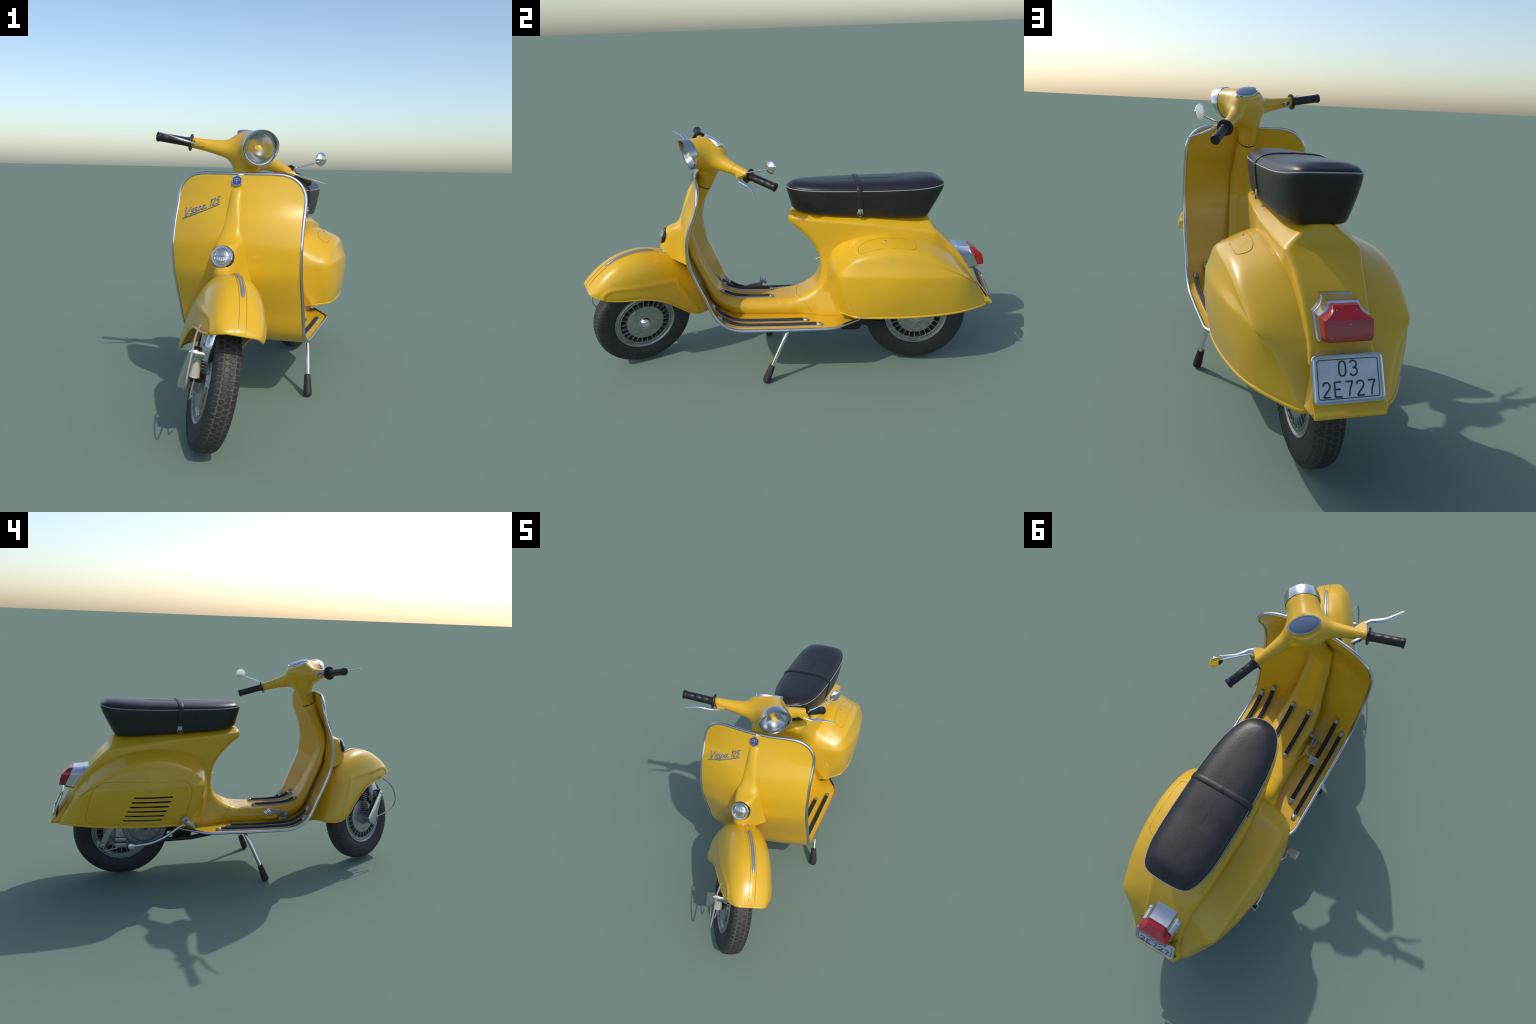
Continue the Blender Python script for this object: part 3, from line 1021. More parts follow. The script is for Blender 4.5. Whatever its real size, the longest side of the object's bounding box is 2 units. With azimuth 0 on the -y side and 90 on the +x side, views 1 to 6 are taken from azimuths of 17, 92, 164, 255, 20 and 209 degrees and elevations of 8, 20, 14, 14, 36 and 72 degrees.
# ================================================================== HANDLEBARS (drawn straight, then turned)
def bar_sd(X, Y, Zz):
    dx = np.abs(X - CX)
    col = rcone(dx, Y, Zz, (0, -.3995, .915), (0, -.352, 1.035), .0355, .047)
    t = np.clip(dx / .232, 0, 1)
    arm_r = np.interp(dx, [0, .03, .06, .085, .11, .135, .165, .2, .235], [.050, .0475, .042, .0365, .0315, .0275, .0242, .0215, .0202])
    arm = np.hypot(Y - np.interp(dx, [0, .05, .085, .12, .16, .232], [-.362, -.353, -.342, -.328, -.310, -.279]), Zz - (1.094 - .029 * t)) * .97 - arm_r
    barrel = rcone(dx, Y, Zz, (0, -.37, 1.115), (0, -.47, 1.121), .062, .0685)
    topm = np.sqrt((dx / .083) ** 2 + ((Y + .336) / .056) ** 2 + ((Zz - 1.110) / .066) ** 2)
    topm = (topm - 1) * .052
    f = smin(arm, col, .045)
    f = smin(f, barrel, .06)
    f = smin(f, topm, .014)
    # flatten for the dial
    nrm = (0, .50, .866)
    f = np.maximum(f, (Y + .33) * nrm[1] + (Zz - 1.160) * nrm[2])
    f = np.maximum(f, -(Y + .459))                       # lamp opening plane
    cav = np.maximum(np.sqrt(dx ** 2 + (Zz - 1.1205) ** 2) - .0515, Y + .420)
    f = np.maximum(f, -cav)
    f = np.maximum(f, dx - .226)
    f = np.maximum(f, -((Y + .391) * .40 + (Zz - .9395) * .9165))
    return f


bars = add("handlebar", net_mesh("handlebar", bar_sd, (CX - .24, -.475, .90), (CX + .24, -.25, 1.21), .004, 3), PAINT, mw=BAR)
P_ = lambda dx, y, z: np.array([CX + dx, y, z])
# dial
dn = np.array([0, .50, .866])
du = np.array([0, -.866, .50])
dc = P_(0, -.331, 1.1615)


def dial_ring(a, b, h, n=60):
    out = []
    for t in np.linspace(0, 2 * math.pi, n, endpoint=False):
        c, s = math.cos(t), math.sin(t)
        out.append(dc + np.array([a * math.copysign(abs(c) ** 1.08, c), 0, 0]) + du * b * math.copysign(abs(s) ** 1.12, s) + dn * h)
    return out


V = []
rs = [dial_ring(.066, .036, -.012), dial_ring(.066, .036, .001), dial_ring(.0645, .0348, .004), dial_ring(.0605, .0312, .0045), dial_ring(.058, .0292, .002)]
for r in rs:
    V += r
dial = add("speedometer", mesh_of("speedometer", V, grid_faces(len(rs), 60, True), True, 50), BRIGHT, bars)
rs = [dial_ring(.0585, .0295, .0025), dial_ring(.05, .025, .0045), dial_ring(.03, .015, .006), dial_ring(.002, .001, .0065)]
V = [p for r in rs for p in r]
add("dial_glass", mesh_of("dial_glass", V, grid_faces(4, 60, True) + [tuple(range(180, 240))]), DIAL, dial)
# head lamp
lc = P_(0, -.459, 1.1205)
LA = np.array([0, -1.0, 0])
V = []
nn = 72
profs = [(0.0, .0690), (.30, .0715), (.7, .0720), (1.0, .0718), (1.0, .0690), (.85, .0672), (.5, .066)]
for h, r in profs:
    for t in np.linspace(0, 2 * math.pi, nn, endpoint=False):
        s, c = math.sin(t), math.cos(t)                 # s: up
        e = .012 + .029 * np.clip((s + .22) / .9, 0, 1) ** .8
        V.append(lc + LA * (h * e - .004) + np.array([c * r, 0, s * r]))
rim = add("headlamp_rim", mesh_of("headlamp_rim", V, grid_faces(len(profs), nn, True), True, 40), CHROME, bars)
add("lamp_reflector", Build().lathe([(.007, .0668), (.0045, .0655), (.004, .0560), (-.004, .0500), (-.020, .040), (-.030, .022), (-.033, .003)], lc, LA, 48).mesh("lamp_reflector"), REFL, rim)
add("lamp_bulb", Build().lathe([(-.03, .009), (-.012, .0095), (-.004, .0115), (.004, .0095), (.008, .005), (.009, .0005)], lc, LA, 24).mesh("lamp_bulb"), BULB, rim)
# fluted glass
V = []
rads = np.linspace(.002, .0668, 16)
for r in rads:
    for t in np.linspace(0, 2 * math.pi, 120, endpoint=False):
        x = r * math.cos(t)
        z = r * math.sin(t)
        h = .005 + .019 * math.sqrt(max(0, 1 - (r / .0675) ** 2))
        h += .0013 * math.cos(x * 760) * (z > .002)
        V.append(lc + LA * h + np.array([x, 0, z]))
me = mesh_of("headlamp_glass", V, grid_faces(16, 120, True) + [tuple(range(120))])
gl = add("headlamp_glass", me, GLASS, rim)
m = gl.modifiers.new("s", 'SOLIDIFY')
m.thickness = .002
apply_mods(gl)

for s in (-1, 1):
    A = P_(s * .222, -.2815, 1.066)
    B = P_(s * .352, -.2225, 1.0495)
    d = (B - A) / np.linalg.norm(B - A)
    L = np.linalg.norm(B - A)
    prof = [(0, .012), (.001, .034), (.005, .0345), (.007, .032), (.008, .0205), (.02, .0185)]
    k = 4
    for i in range(k):
        t = .03 + (L - .045) * i / (k - 1)
        prof += [(t - .0012, .0178), (t - .0005, .0175), (t + .0005, .0175), (t + .0012, .0178)]
    prof += [(L - .009, .0178), (L - .008, .0198), (L - .001, .0198), (L + .001, .0185), (L + .001, .012), (L - .001, .010), (L - .001, .0005)]
    add("hand_grip", Build().lathe(prof, A, d, 36).mesh("hand_grip"), BLACK, bars)
    # lever perch: wedge cast on the front of the bar
    perch = Build()
    a0, a1, a2 = P_(s * .163, -.318, 1.073), P_(s * .224, -.336, 1.067), P_(s * .222, -.285, 1.066)
    V = []
    for z_ in (-.0095, .0095):
        for q in (a0, P_(s * .205, -.338, 1.069), P_(s * .2255, -.345, 1.0665), a1 + np.array([s * .002, .012, 0]), a2):
            V.append(q + np.array([0, 0, z_ * (.5 if q is a0 else 1)]))
    perch.put(V, [(0, 1, 2, 3, 4), (9, 8, 7, 6, 5)] + [(i, (i + 1) % 5, 5 + (i + 1) % 5, 5 + i) for i in range(5)])
    add("lever_perch", perch.mesh("lever_perch"), PAINT, bars)
    # lever: flat curved blade
    lev = cat([P_(s * .205, -.330, 1.067), P_(s * .226, -.340, 1.066), P_(s * .248, -.344, 1.0655), P_(s * .275, -.338, 1.065), P_(s * .305, -.336, 1.0655), P_(s * .335, -.342, 1.066), P_(s * .373, -.3515, 1.0655)], 8)
    ww = np.interp(np.linspace(0, 1, len(lev)), [0, .15, .35, .5, .65, .85, 1], [.010, .0085, .0085, .0105, .0085, .0055, .0032])
    add("brake_lever" if s < 0 else "clutch_lever", Build().tube(lev, ww, prof=[(math.cos(a), .55 * math.sin(a)) for a in np.linspace(0, 2 * math.pi, 14, endpoint=False)], up=(0, 0, 1)).mesh("lever"), BRIGHT, bars)
# light switch
sw = add("light_switch", Build().box(P_(-.178, -.2705, 1.0685), (.046, .012, .017), Matrix.Rotation(math.radians(16), 3, 'Z'), .002).mesh("light_switch"), ALLOY, bars)
b = Build()
for k, dz in ((-.011, -.002), (0, .003), (.011, -.002)):
    b.box(P_(-.178 + k, -.2635 + k * .29, 1.0685 + dz), (.008, .005, .005), Matrix.Rotation(math.radians(16), 3, 'Z'), .001)
add("switch_button", b.mesh("switch_button"), BLACK, bars)
# joint ring lines on the twist grip housing
th = np.linspace(0, 2 * math.pi, 40, endpoint=False)
bvb = BVHTree.FromPolygons([v.co for v in bars.data.vertices], [p.vertices for p in bars.data.polygons])
pc, pd = P_(.152, -.3135, 1.0760), np.array([.94, .30, -.16])
pd /= np.linalg.norm(pd)
u = np.cross(pd, (0, 0, 1))
u /= np.linalg.norm(u)
w = np.cross(pd, u)
pts = []
for t in th:
    d = Vector(u * math.cos(t) + w * math.sin(t))
    h = bvb.ray_cast(Vector(pc) + d * .2, -d)
    if h[0]:
        pts.append(np.array(h[0]))
add("grip_joint", Build().tube(pts, .0009, 6, closed=True).mesh("grip_joint"), LINE_PAINT, bars)
# steering lock on the column, seam under the head
lp, ld = P_(-.036, -.355, .997), np.array([-.80, .60, .0])
add("steering_lock", Build().lathe([(-.012, .013), (.001, .013), (.003, .011), (.004, .006), (.004, .0004)], lp, ld, 24).mesh("steering_lock"), ALLOY, bars, BAR.inverted() @ steer(20))
b = Build().lathe([(.003, .0355), (-.004, .0355)], P_(0, -.391, .9388), np.array(K), 40)
add("column_seam", b.mesh("column_seam"), BLACK)
# mirror
ms = cat([P_(.232, -.300, 1.045), P_(.234, -.302, 1.075), P_(.238, -.304, 1.094), P_(.252, -.302, 1.100), P_(.30, -.288, 1.125), P_(.362, -.268, 1.158)], 8)
stem = add("mirror_stem", Build().tube(ms, .0032, 10).mesh("mirror_stem"), BRIGHT, bars)
mc = P_(.360, -.262, 1.163)
inv = BAR.inverted().to_3x3()
mnw = Vector((-.76, .65, .06)).normalized()
mn = np.array(inv @ mnw)
add("mirror_shell", Build().lathe([(-.013, .0005), (-.011, .012), (-.007, .022), (-.002, .0285), (.001, .0300), (.0025, .0298), (.0025, .0280)], mc, mn, 36).mesh("mirror_shell"), BRIGHT, stem)
add("mirror_glass", Build().lathe([(.0018, .0283), (.0022, .012), (.0022, .0004)], mc, mn, 36).mesh("mirror_glass"), MIRROR, stem)
add("mirror_nut", Build().lathe([(-.022, .001), (-.021, .0055), (-.014, .006)], mc, mn, 12).mesh("mirror_nut"), BRIGHT, stem)
add("mirror_clamp", Build().box(P_(.229, -.302, 1.058), (.012, .022, .018), None, .002).mesh("mirror_clamp"), BLACK, stem)

# ================================================================== FRONT FENDER (drawn straight, then turned)
FX = CX - .010
FFX = FX + .002
fc = [(-1.001, .523), (-.993, .536), (-.963, .567), (-.919, .603), (-.858, .637), (-.80, .652), (-.74, .656), (-.68, .645), (-.62, .624), (-.56, .590), (-.50, .535), (-.455, .468), (-.42, .395), (-.395, .33), (-.382, .282)]
fe = [(-1.001, .521), (-.990, .514), (-.960, .499), (-.925, .486), (-.87, .472), (-.81, .462), (-.755, .450), (-.70, .428), (-.645, .394), (-.59, .347), (-.54, .303), (-.495, .276), (-.45, .268), (-.415, .271), (-.384, .277)]
fw_ = [.050, .066, .085, .097, .106, .112, .114, .115, .1145, .114, .113, .109, .100, .082, .05]
nst = 12
FC, FE, FWd = cat(fc, nst), cat(fe, nst), cat([(w, 0) for w in fw_], nst)[:, 0]
nS = 33
rib = [(-.945, .490), (-.948, .512), (-.925, .532), (-.88, .538), (-.75, .524), (-.605, .505), (-.575, .47), (-.505, .335), (-.49, .300)]
ribP = cat(rib, 60)
V = []
ph = np.linspace(-math.pi / 2, math.pi / 2, 2 * nS - 1)
for i in range(len(FC)):
    n_ = 2.6
    for a in ph:
        s, c = math.sin(a), max(math.cos(a), 0)
        dx = FWd[i] * math.copysign(abs(s) ** (2 / n_), s)
        w = 1 - c ** (2 / n_)
        q = FC[i] * (1 - w) + FE[i] * w
        # pressed relief: the flank below the swage line stands a little proud
        if abs(s) > .55 and .08 < i / len(FC) < .80:
            dd = np.min(np.hypot(ribP[:, 0] - q[0], ribP[:, 1] - q[1]))
            dx += math.copysign(.0042 * math.exp(-(dd / .0075) ** 2), s)
        if abs(dx) < .013:
            up = .0016
            q = q + np.array([0, up])
        V.append((FFX + dx, q[0], q[1]))
fend = add("front_fender", mesh_of("front_fender", V, grid_faces(len(FC), 2 * nS - 1)), PAINT, mw=FORK)
m = fend.modifiers.new("s", 'SOLIDIFY')
m.thickness = .005
m.offset = -1 if False else 0
apply_mods(fend)
ed = [np.array([FFX + FWd[i], FE[i][0], FE[i][1]]) for i in range(len(FC) - 1, -1, -1)] + [np.array([FFX - FWd[i], FE[i][0], FE[i][1]]) for i in range(len(FC))]
add("fender_lip", Build().tube(resample(np.array(ed), 260), .0046, 8).mesh("fender_lip"), PAINT, fend)
# centre bead lines and chrome strip
CP = resample(np.stack([np.full(len(FC), FFX), FC[:, 0], FC[:, 1] + .002], 1), 200)
for s in (-1, 1):
    L = CP[4:130].copy()
    L[:, 0] += s * .0128
    L[:, 1] -= .0012
    L[:, 2] += .0026
    add("fender_seam", Build().tube(L, .0008, 6).mesh("fender_seam"), LINE_PAINT, fend)
sel = CP[(CP[:, 1] > -.902) & (CP[:, 1] < -.664)]
T = np.gradient(sel, axis=0)
U = np.cross(T, np.array([1.0, 0, 0]))
U /= np.linalg.norm(U, axis=1)[:, None]
U *= np.sign(U[len(U) // 2][2])
ww = np.interp(np.linspace(0, 1, len(sel)), [0, .03, .08, .9, 1], [.35, .8, 1, 1, .75])
strip = add("fender_strip", Build().tube(sel + U * .001, ww, prof=[(-.0075, -.002), (-.0075, .004), (-.0058, .0068), (-.0036, .0072), (-.0026, .0052), (.0026, .0052), (.0036, .0072), (.0058, .0068), (.0075, .004), (.0075, -.002)], up=U).mesh("fender_strip", True, 60), SATIN, fend)

# ================================================================== WHEELS (axis along x, centred; one set of meshes, used twice)
tp = [(.030, .147), (.036, .153), (.042, .165), (.0462, .185), (.0468, .203), (.0452, .220), (.0425, .231), (.0385, .2385), (.030, .2435), (.018, .2465), (0, .2475)]
tpf = cat(tp, 4)
tyre_prof = [(x, r) for x, r in tpf] + [(-x, r) for x, r in tpf[::-1][1:]]
tyre_me = Build().lathe(tyre_prof, n=120).mesh("tyre", True, None)
tyre_me.materials.append(TYRE)
tyre_me.materials.append(DUSTY)
for p in tyre_me.polygons:
    r = math.hypot(p.center.y, p.center.z)
    if r > .2365:
        p.material_index = 1


def crown_r(x):
    return float(np.interp(abs(x), tpf[::-1, 0][:30], tpf[::-1, 1][:30]))


tb = Build()
NB = 74
tear = [(-.0120, 0), (-.0085, .0035), (-.0045, .0060), (.001, .0068), (.0062, .0058), (.0090, .0030), (.0058, .0), (.0090, -.0030), (.0062, -.0058), (.001, -.0068), (-.0045, -.0060), (-.0085, -.0035)]
for ri_, (x0, flip) in enumerate(((-.0315, 1), (-.0105, -1), (.0105, 1), (.0315, -1))):
    for k in range(NB):
        th0 = 2 * math.pi * (k + .5 * (ri_ % 2)) / NB
        V = []
        for sc, h in ((1.0, -.001), (.97, .0016), (.86, .0026)):
            for px_, pt in tear:
                x = x0 + flip * px_ * sc
                r = crown_r(x) + h
                t = th0 + pt * 1.32 * sc / .247
                V.append((x, r * math.cos(t), r * math.sin(t)))
        n = len(tear)
        tb.put(V, grid_faces(3, n, True) + [tuple(range(2 * n, 3 * n))])
for s in (-1, 1):
    for k in range(NB):
        th0 = 2 * math.pi * (k + .25) / NB
        V = []
        for h in (-.001, .0016):
            for rr_, wd in ((.2405, .0066), (.232, .0060), (.222, .0046)):
                xb = float(np.interp(rr_, tpf[:, 1], tpf[:, 0])) + h
                for sg in (-1, 1):
                    t = th0 + sg * wd / .235
                    V.append((s * xb, rr_ * math.cos(t), rr_ * math.sin(t)))
        tb.put(V, [(6, 7, 9, 8), (8, 9, 11, 10), (0, 1, 7, 6), (4, 5, 11, 10), (0, 2, 8, 6), (2, 4, 10, 8), (1, 3, 9, 7), (3, 5, 11, 9)])
tread_me = tb.mesh("tread_blocks", True, 30)
tread_me.materials.append(TREADM)

rimb = Build()
for s in (-1, 1):
    rp = [(.030, .146), (.034, .152), (.039, .1565), (.0425, .1555), (.0425, .152), (.039, .1485), (.037, .1465), (.038, .143), (.0405, .141), (.040, .1385), (.035, .137), (.035, .133), (.040, .131), (.041, .129), (.040, .1275), (.014, .1265)]
    rimb.lathe([(s * x, r) for x, r in rp], n=96)
rim_me = rimb.mesh("wheel_rim", True, 40)
rim_me.materials.append(ALLOY)
discb = Build()
for s in (-1, 1):
    dp = [(.014, .127), (.014, .097), (.041, .0975), (.0445, .095), (.046, .085), (.0485, .05), (.050, .036), (.0505, .0003)]
    discb.lathe([(s * x, r) for x, r in dp], n=96)
disc_me = discb.mesh("wheel_disc", True, 40)
disc_me.materials.append(ALLOY)
dark_me = Build().lathe([(.0155, .1275), (.0155, .0975)], n=72).lathe([(-.0155, .1275), (-.0155, .0975)], n=72).mesh("rim_shade_ring")  # black ring over the alloy floor, painting in the shade between the fins
dark_me.materials.append(BLACK)
finb = Build()
for s in (-1, 1):
    for k in range(26):
        M = Matrix.Rotation(2 * math.pi * k / 26, 3, 'X')
        finb.box(M @ Vector((s * .031, 0, .113)), (.026, .0028, .034), M, .0008)
fin_me = finb.mesh("rim_fins", True, 30)
fin_me.materials.append(ALLOY)
hubb = Build()
hubb.lathe([(.048, .036), (.0505, .0345), (.0495, .030), (.053, .028), (.063, .021), (.067, .012), (.068, .0004)], n=40)
hub_me = hubb.mesh("hub_cap", True, 40)
hub_me.materials.append(BRIGHT)

# raised sidewall lettering
lb = Build()
TG = dict(GL)
TG.update({'5': [[(.9, 1.7), (.15, 1.7), (.1, .95), (.55, 1.05), (.92, .75), (.88, .25), (.5, 0), (.08, .2)]], '4': [[(.7, 0), (.7, 1.7), (.05, .5), (.95, .5)]], 'R': [[(.1, 0), (.1, 1.7), (.7, 1.7), (.9, 1.3), (.7, .9), (.1, .9)], [(.55, .9), (.9, 0)]],
           '1': [[(.25, 1.4), (.5, 1.7), (.5, 0)]], '8': [[(.5, .9), (.15, 1.2), (.3, 1.65), (.7, 1.65), (.85, 1.2), (.5, .9), (.1, .5), (.25, .05), (.75, .05), (.9, .5), (.5, .9)]],
           '9': [[(.9, 1.1), (.5, .85), (.1, 1.15), (.3, 1.65), (.75, 1.65), (.9, 1.2), (.85, .5), (.5, 0)]], 'W': [[(.02, 1.7), (.25, 0), (.5, 1.2), (.75, 0), (.98, 1.7)]], '/': [[(.1, -.1), (.9, 1.8)]], ' ': []})
for s in (-1, 1):
    for start in (0.0, math.pi):
        th0 = start
        for ch in "225/40R18 98W":
            for st in TG[ch]:
                pts = []
                for p in dense([np.array(q, float) for q in st], 3, False):
                    r = .184 + (p[1] / 1.7) * .030
                    t = th0 + (p[0] * .017) / .2
                    x = float(np.interp(r, tpf[:, 1], tpf[:, 0]))
                    pts.append((s * (x + .0002), r * math.sin(t), -s * r * math.cos(t) * -1))
                lb.tube(pts, .0011, 5)
            th0 += .024 / .2
let_me = lb.mesh("sidewall_lettering")
let_me.materials.append(TREADM)


def wheel(center, mw, name):
    M = mw @ Matrix.Translation(Vector(center))
    r = add(name, rim_me, None, None, M)
    add("tyre", tyre_me, None, r)
    add("tyre_tread", tread_me, None, r, stuff=True)
    add("wheel_disc", disc_me, None, r)
    add("rim_shade_ring", dark_me, None, r)
    add("rim_fins", fin_me, None, r)
    add("hub_cap", hub_me, None, r)
    add("sidewall_lettering", let_me, None, r)
    return r


wc = (FX, -.751, .2575)
fwheel = wheel(wc, FORK, "front_wheel")
rwheel = wheel((CX + .004, .645, .256), IDENT, "rear_wheel")

# ================================================================== FRONT SUSPENSION (left-over side of the wheel)
Q_ = lambda dx, y, z: np.array([FX + dx, y, z])
piv, axl = Q_(-.108, -.843, .388), Q_(-.108, -.748, .252)
d = axl - piv
arm = Build()
nA = 24
out = []
L = np.linalg.norm(d)
e1 = d / L
e2 = np.cross(e1, (1, 0, 0))
for t in np.linspace(math.pi / 2, 3 * math.pi / 2, 10):
    out.append(piv + .016 * (math.cos(t) * e1 + math.sin(t) * e2))
for t in np.linspace(-math.pi / 2, math.pi / 2, 14):
    out.append(axl + .035 * (math.cos(t) * e1 + math.sin(t) * e2))
n = len(out)
V = []
for k, (off, sc) in enumerate(((.014, 1), (-.008, 1.0), (-.013, .93), (-.014, .75))):
    cen = (piv + axl) / 2
    for q in out:
        base = piv if (q - piv) @ e1 < 0 else axl
        V.append(base + (q - base) * sc + np.array([off, 0, 0]))
arm.put(V, grid_faces(4, n, True) + [tuple(range(n)), tuple(range(3 * n, 4 * n))])
swing = add("swing_arm", arm.mesh("swing_arm", True, 40), CHROME, mw=FORK)
b = Build()
b.lathe([(0, .007), (-.018, .007), (-.019, .004), (-.019, .0003)], piv, (1, 0, 0), 16)
b.lathe([(.0, .022), (.06, .022)], piv, (1, 0, 0), 24)
add("arm_pivot", b.mesh("arm_pivot"), CHROME, swing)
b = Build().lathe([(.0, .022), (.015, .028), (.03, .03), (.05, .034), (.075, .06), (.085, .062)], axl, (1, 0, 0), 32)
add("brake_drum", b.mesh("brake_drum"), CAST, swing)
fk = cat([Q_(-.060, -.848, .37), Q_(-.056, -.845, .44), Q_(-.045, -.80, .53), Q_(-.02, -.66, .60), np.array([CX, -.565, .62])], 8)
add("fork_tube", Build().tube(fk, np.interp(np.linspace(0, 1, len(fk)), [0, .2, .3, 1], [.021, .021, .019, .019]), 20).mesh("fork_tube"), CHROME, swing)
add("fork_collar", Build().tube([Q_(-.06, -.846, .42), Q_(-.06, -.846, .405), Q_(-.06, -.846, .40)], [.0255, .0265, .0265], 20).mesh("fork_collar"), CHROME, swing)
b = Build().tube([Q_(-.07, -.812, .375), Q_(-.07, -.800, .44), Q_(-.06, -.785, .50)], .017, 18)
add("shock_absorber", b.mesh("shock_absorber"), ALLOY, swing)
hel = []
p0, p1 = Q_(-.062, -.765, .27), Q_(-.055, -.752, .42)
for t in np.linspace(0, 1, 260):
    a = t * 13 * 2 * math.pi
    hel.append(p0 + (p1 - p0) * t + .0155 * np.array([math.cos(a), math.sin(a), 0]))
add("coil_spring", Build().tube(hel, .0028, 6).mesh("coil_spring"), ALLOY, swing)
add("rubber_boot", Build().tube([Q_(-.088, -.828, .365), Q_(-.086, -.828, .33), Q_(-.085, -.828, .297)], [.0165, .0155, .019], 20).mesh("rubber_boot"), BEIGE, swing)
add("brake_cam", Build().box(Q_(-.075, -.80, .285), (.045, .05, .022), None, .004).mesh("brake_cam"), BLACK, swing)
cab = cat([Q_(-.075, -.80, .53), Q_(-.116, -.868, .475), Q_(-.130, -.935, .425), Q_(-.134, -.964, .365), Q_(-.132, -.964, .320), Q_(-.126, -.925, .283), Q_(-.114, -.85, .258), Q_(-.10, -.765, .243)], 10)
add("brake_cable", Build().tube(cab, .0034, 8).mesh("brake_cable"), CABLE, swing)
cab = cat([Q_(-.082, -.828, .30), Q_(-.085, -.835, .26), Q_(-.085, -.835, .225), Q_(-.082, -.815, .205), Q_(-.07, -.79, .21)], 8)
add("speedo_cable", Build().tube(cab, .0026, 8).mesh("speedo_cable"), CABLE, swing)

# ================================================================== CENTRE STAND
b = Build()
boots = []
for s in (-1, 1):
    leg = cat([(CX + s * .10, .01, .272), (CX + s * .19, .0, .262), (CX + s * .213, -.012, .238), (CX + s * .2285, -.05, .155), (CX + s * .243, -.098, .045)], 8)
    b.tube(leg, .0105, 14)
    boots.append(Build().tube([(CX + s * .2355, -.078, .090), (CX + s * .236, -.081, .086), (CX + s * .2455, -.108, .020), (CX + s * .247, -.1125, .008), (CX + s * .2475, -.114, .0015)], [.0135, .0145, .0195, .0185, .012], 18).mesh("stand_boot"))
b.tube([(CX - .1, .01, .272), (CX + .1, .01, .272)], .0105, 12)
st = add("centre_stand", b.mesh("centre_stand"), BRIGHT)
for m_ in boots:
    add("stand_boot", m_, RUBBER, st)

# ================================================================== BRAKE PEDAL
pv = np.array([-.098, -.250, .335])
ped = add("brake_pedal", Build().tube(cat([pv + (.0, 0, 0), pv + (-.006, .04, .016), pv + (-.010, .09, .026), pv + (-.012, .105, .028), pv + (-.04, .115, .030)], 6), 1, prof=[(-.004, -.012), (-.004, .012), (.004, .012), (.004, -.012)], up=(0, 0, 1)).mesh("brake_pedal", True, 40), ALLOY)
b = Build()
rot = Matrix.Rotation(math.radians(-24), 3, 'X')
b.box((-.158, -.128, .368), (.046, .038, .012), rot, .002)
add("pedal_pad", b.mesh("pedal_pad"), ALLOY, ped)
b = Build()
for i in range(5):
    for j in range(4):
        o_ = rot @ Vector(((i - 2) * .0086, (j - 1.5) * .0088, .0075))
        b.box((-.158 + o_.x, -.128 + o_.y, .368 + o_.z), (.006, .006, .004), rot, .0008)
add("pad_stud", b.mesh("pad_stud"), CHROME, ped, stuff=True)
b = Build().lathe([(-.03, .012), (.012, .012), (.014, .008), (.014, .0004)], pv, (-1, 0, 0), 20)
b.box(pv + np.array([-.012, .02, -.018]), (.02, .05, .012), None, .002)
add("pedal_pivot", b.mesh("pedal_pivot"), ALLOY, ped)
b = Build().tube([pv + (.01, .05, -.014), pv + (.004, .09, -.018), pv + (.02, .15, -.018)], [.010, .009, .001], 12)
add("pedal_fairing", b.mesh("pedal_fairing"), PAINT, ped)

# ================================================================== ENGINE, EXHAUST, KICK START (low on the -x side)
b = Build()
b.lathe([(0, .02), (0, .105), (.012, .114), (.03, .118), (.09, .118), (.092, .02)], P_(-.205, .535, .335), (1, 0, 0), 48)
b.lathe([(-.006, .08), (0, .085), (.01, .085)], P_(-.205, .535, .335), (1, 0, 0), 40)
eng = add("flywheel_housing", b.mesh("flywheel_housing"), CAST)
b = Build()
b.box(P_(-.125, .60, .285), (.13, .17, .14), None, .02)
b.box(P_(-.175, .655, .236), (.06, .06, .028), None, .006)
b.box(P_(-.175, .655, .266), (.06, .06, .022), None, .006)
b.lathe([(0, .03), (-.03, .028), (-.04, .022)], P_(-.13, .745, .23), (1, 0, 0), 24)
b.lathe([(0, .07), (-.06, .055), (-.07, .03)], P_(-.045, .645, .256), (1, 0, 0), 32)
add("crankcase", b.mesh("crankcase"), ALLOY, eng)
b = Build()
b.box(P_(-.08, .45, .43), (.16, .20, .20), None, .02)
for k in range(9):
    b.box(P_(-.16, .50, .37 + .02 * k), (.12, .18, .005), None, .001)
add("cylinder_head", b.mesh("cylinder_head"), CAST, eng)
b = Build()
b.tube([P_(-.17, .745, .23), P_(-.175, .725, .285), P_(-.17, .70, .33)], 1, prof=[(-.005, -.014), (-.005, .014), (.005, .014), (.005, -.014)], up=(0, 1, 0))
b.lathe([(0, .013), (-.012, .012), (-.014, .004)], P_(-.172, .745, .23), (1, 0, 0), 16)
b.tube([P_(-.175, .745, .225), P_(-.175, .735, .20), P_(-.176, .61, .225)], .004, 8)
add("rear_brake_arm", b.mesh("rear_brake_arm"), ALLOY, eng)
kp = np.array([-.256, .607, .258])
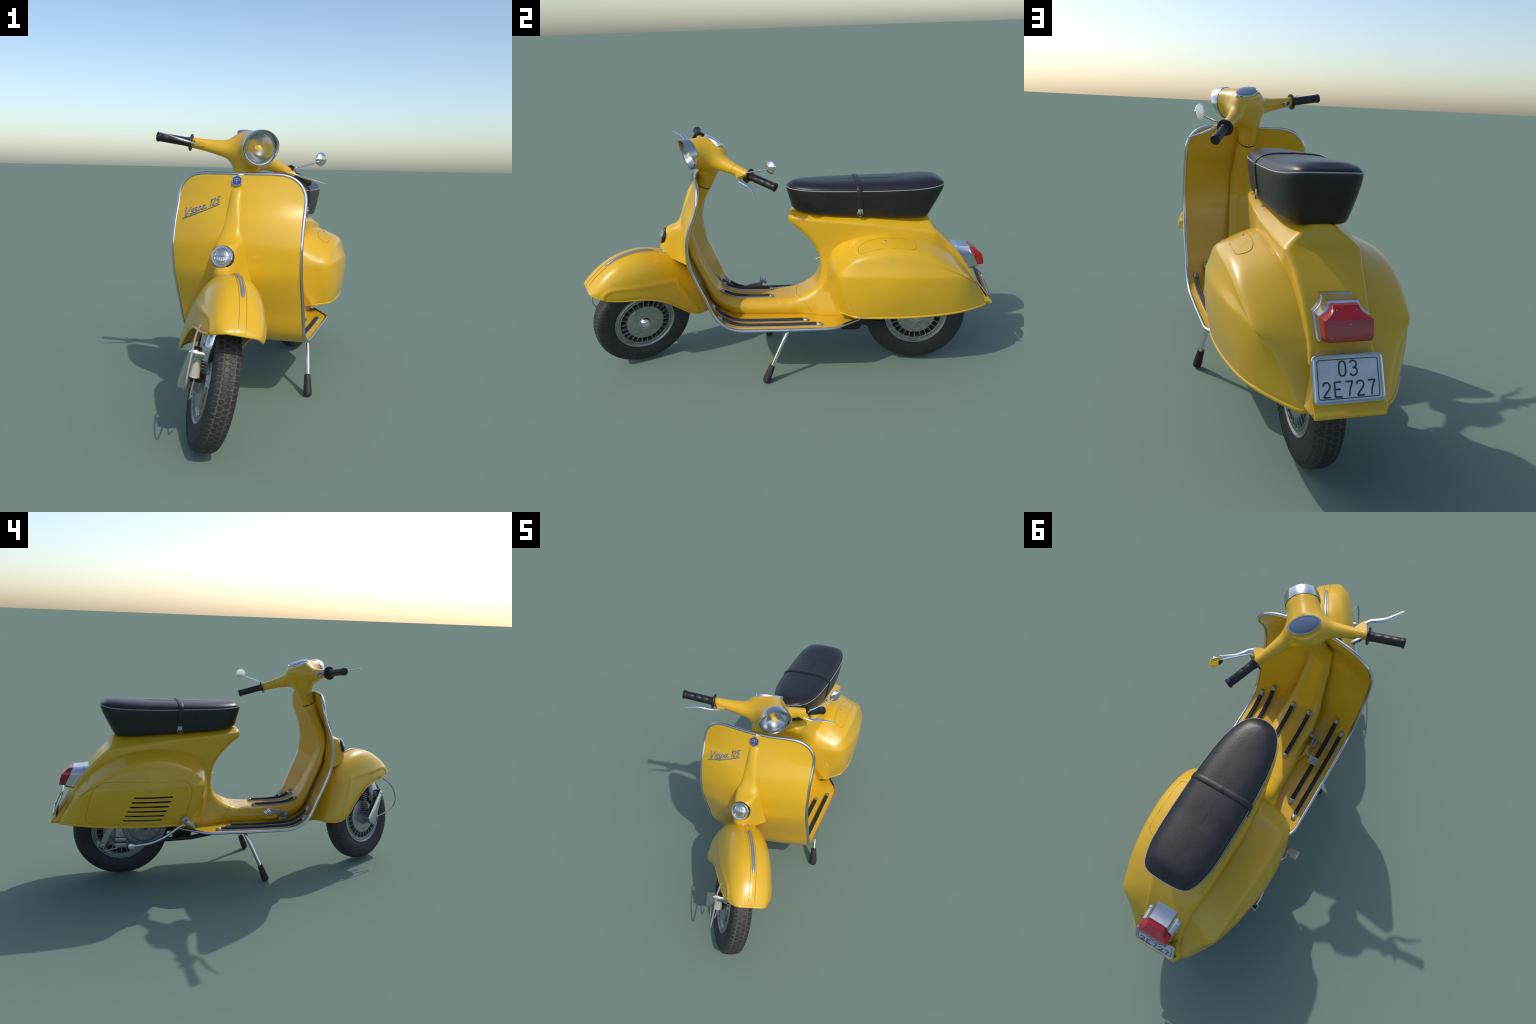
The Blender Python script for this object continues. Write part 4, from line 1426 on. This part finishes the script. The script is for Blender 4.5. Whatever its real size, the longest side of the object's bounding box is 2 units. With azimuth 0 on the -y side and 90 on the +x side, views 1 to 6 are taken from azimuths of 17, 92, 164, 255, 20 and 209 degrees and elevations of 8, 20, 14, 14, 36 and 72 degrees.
kick = cat([kp + (0, .0, 0), kp + (-.002, -.05, .004), (-.249, .50, .268), (-.247, .43, .298), (-.256, .375, .340), (-.272, .345, .362)], 8)
ks = add("kick_lever", Build().tube(kick, np.interp(np.linspace(0, 1, len(kick)), [0, .2, 1], [.0085, .0088, .0075]), 12).lathe([(.09, .012), (.0, .013), (-.008, .018), (-.014, .018), (-.017, .013), (-.017, .0004)], kp, (1, 0, 0), 24).mesh("kick_lever"), CHROME)
rot = Matrix.Rotation(math.radians(42), 3, 'X') @ Matrix.Rotation(math.radians(8), 3, 'Y')
b = Build().box((-.297, .320, .374), (.056, .056, .016), rot, .005)
b.box((-.274, .338, .388), (.012, .034, .034), rot, .006)
add("kick_pad", b.mesh("kick_pad"), ALLOY, ks)
b = Build()
for i in range(5):
    for j in range(4):
        o_ = rot @ Vector(((i - 2) * .0088, (j - 1.5) * .0115, .009))
        b.box((-.299 + o_.x, .320 + o_.y, .375 + o_.z), (.0058, .006, .004), rot, .0008)
add("kick_pad_stud", b.mesh("kick_pad_stud"), CHROME, ks, stuff=True)
b = Build()
b.box(P_(.03, .315, .222), (.09, .12, .085), None, .03)
b.box(P_(.02, .415, .265), (.05, .14, .08), None, .01)
b.tube([P_(.06, .34, .240), P_(.062, .40, .226), P_(.06, .49, .212)], 1, prof=[(-.005, -.016), (-.005, .016), (.005, .016), (.005, -.016)], up=(0, 0, 1))
b.tube([P_(-.1, .13, .245), P_(-.1, .28, .22), P_(-.09, .45, .212)], .012, 10)
add("exhaust_box", b.mesh("exhaust_box"), BLACK)

# fuel tap and hook on the throat
b = Build()
b.tube([P_(.0, .176, .558), P_(.0, .150, .556), P_(0, .146, .552), P_(0, .145, .545)], .003, 8)
b.lathe([(0, .006), (.006, .006)], P_(0, .166, .556), (0, -1, 0), 12)
add("bag_hook", b.mesh("bag_hook"), BRIGHT)
add("choke_knob", Build().box(P_(.0, .153, .602), (.022, .008, .022), Matrix.Rotation(math.radians(-20), 3, 'X'), .002).mesh("choke_knob"), PAINT)
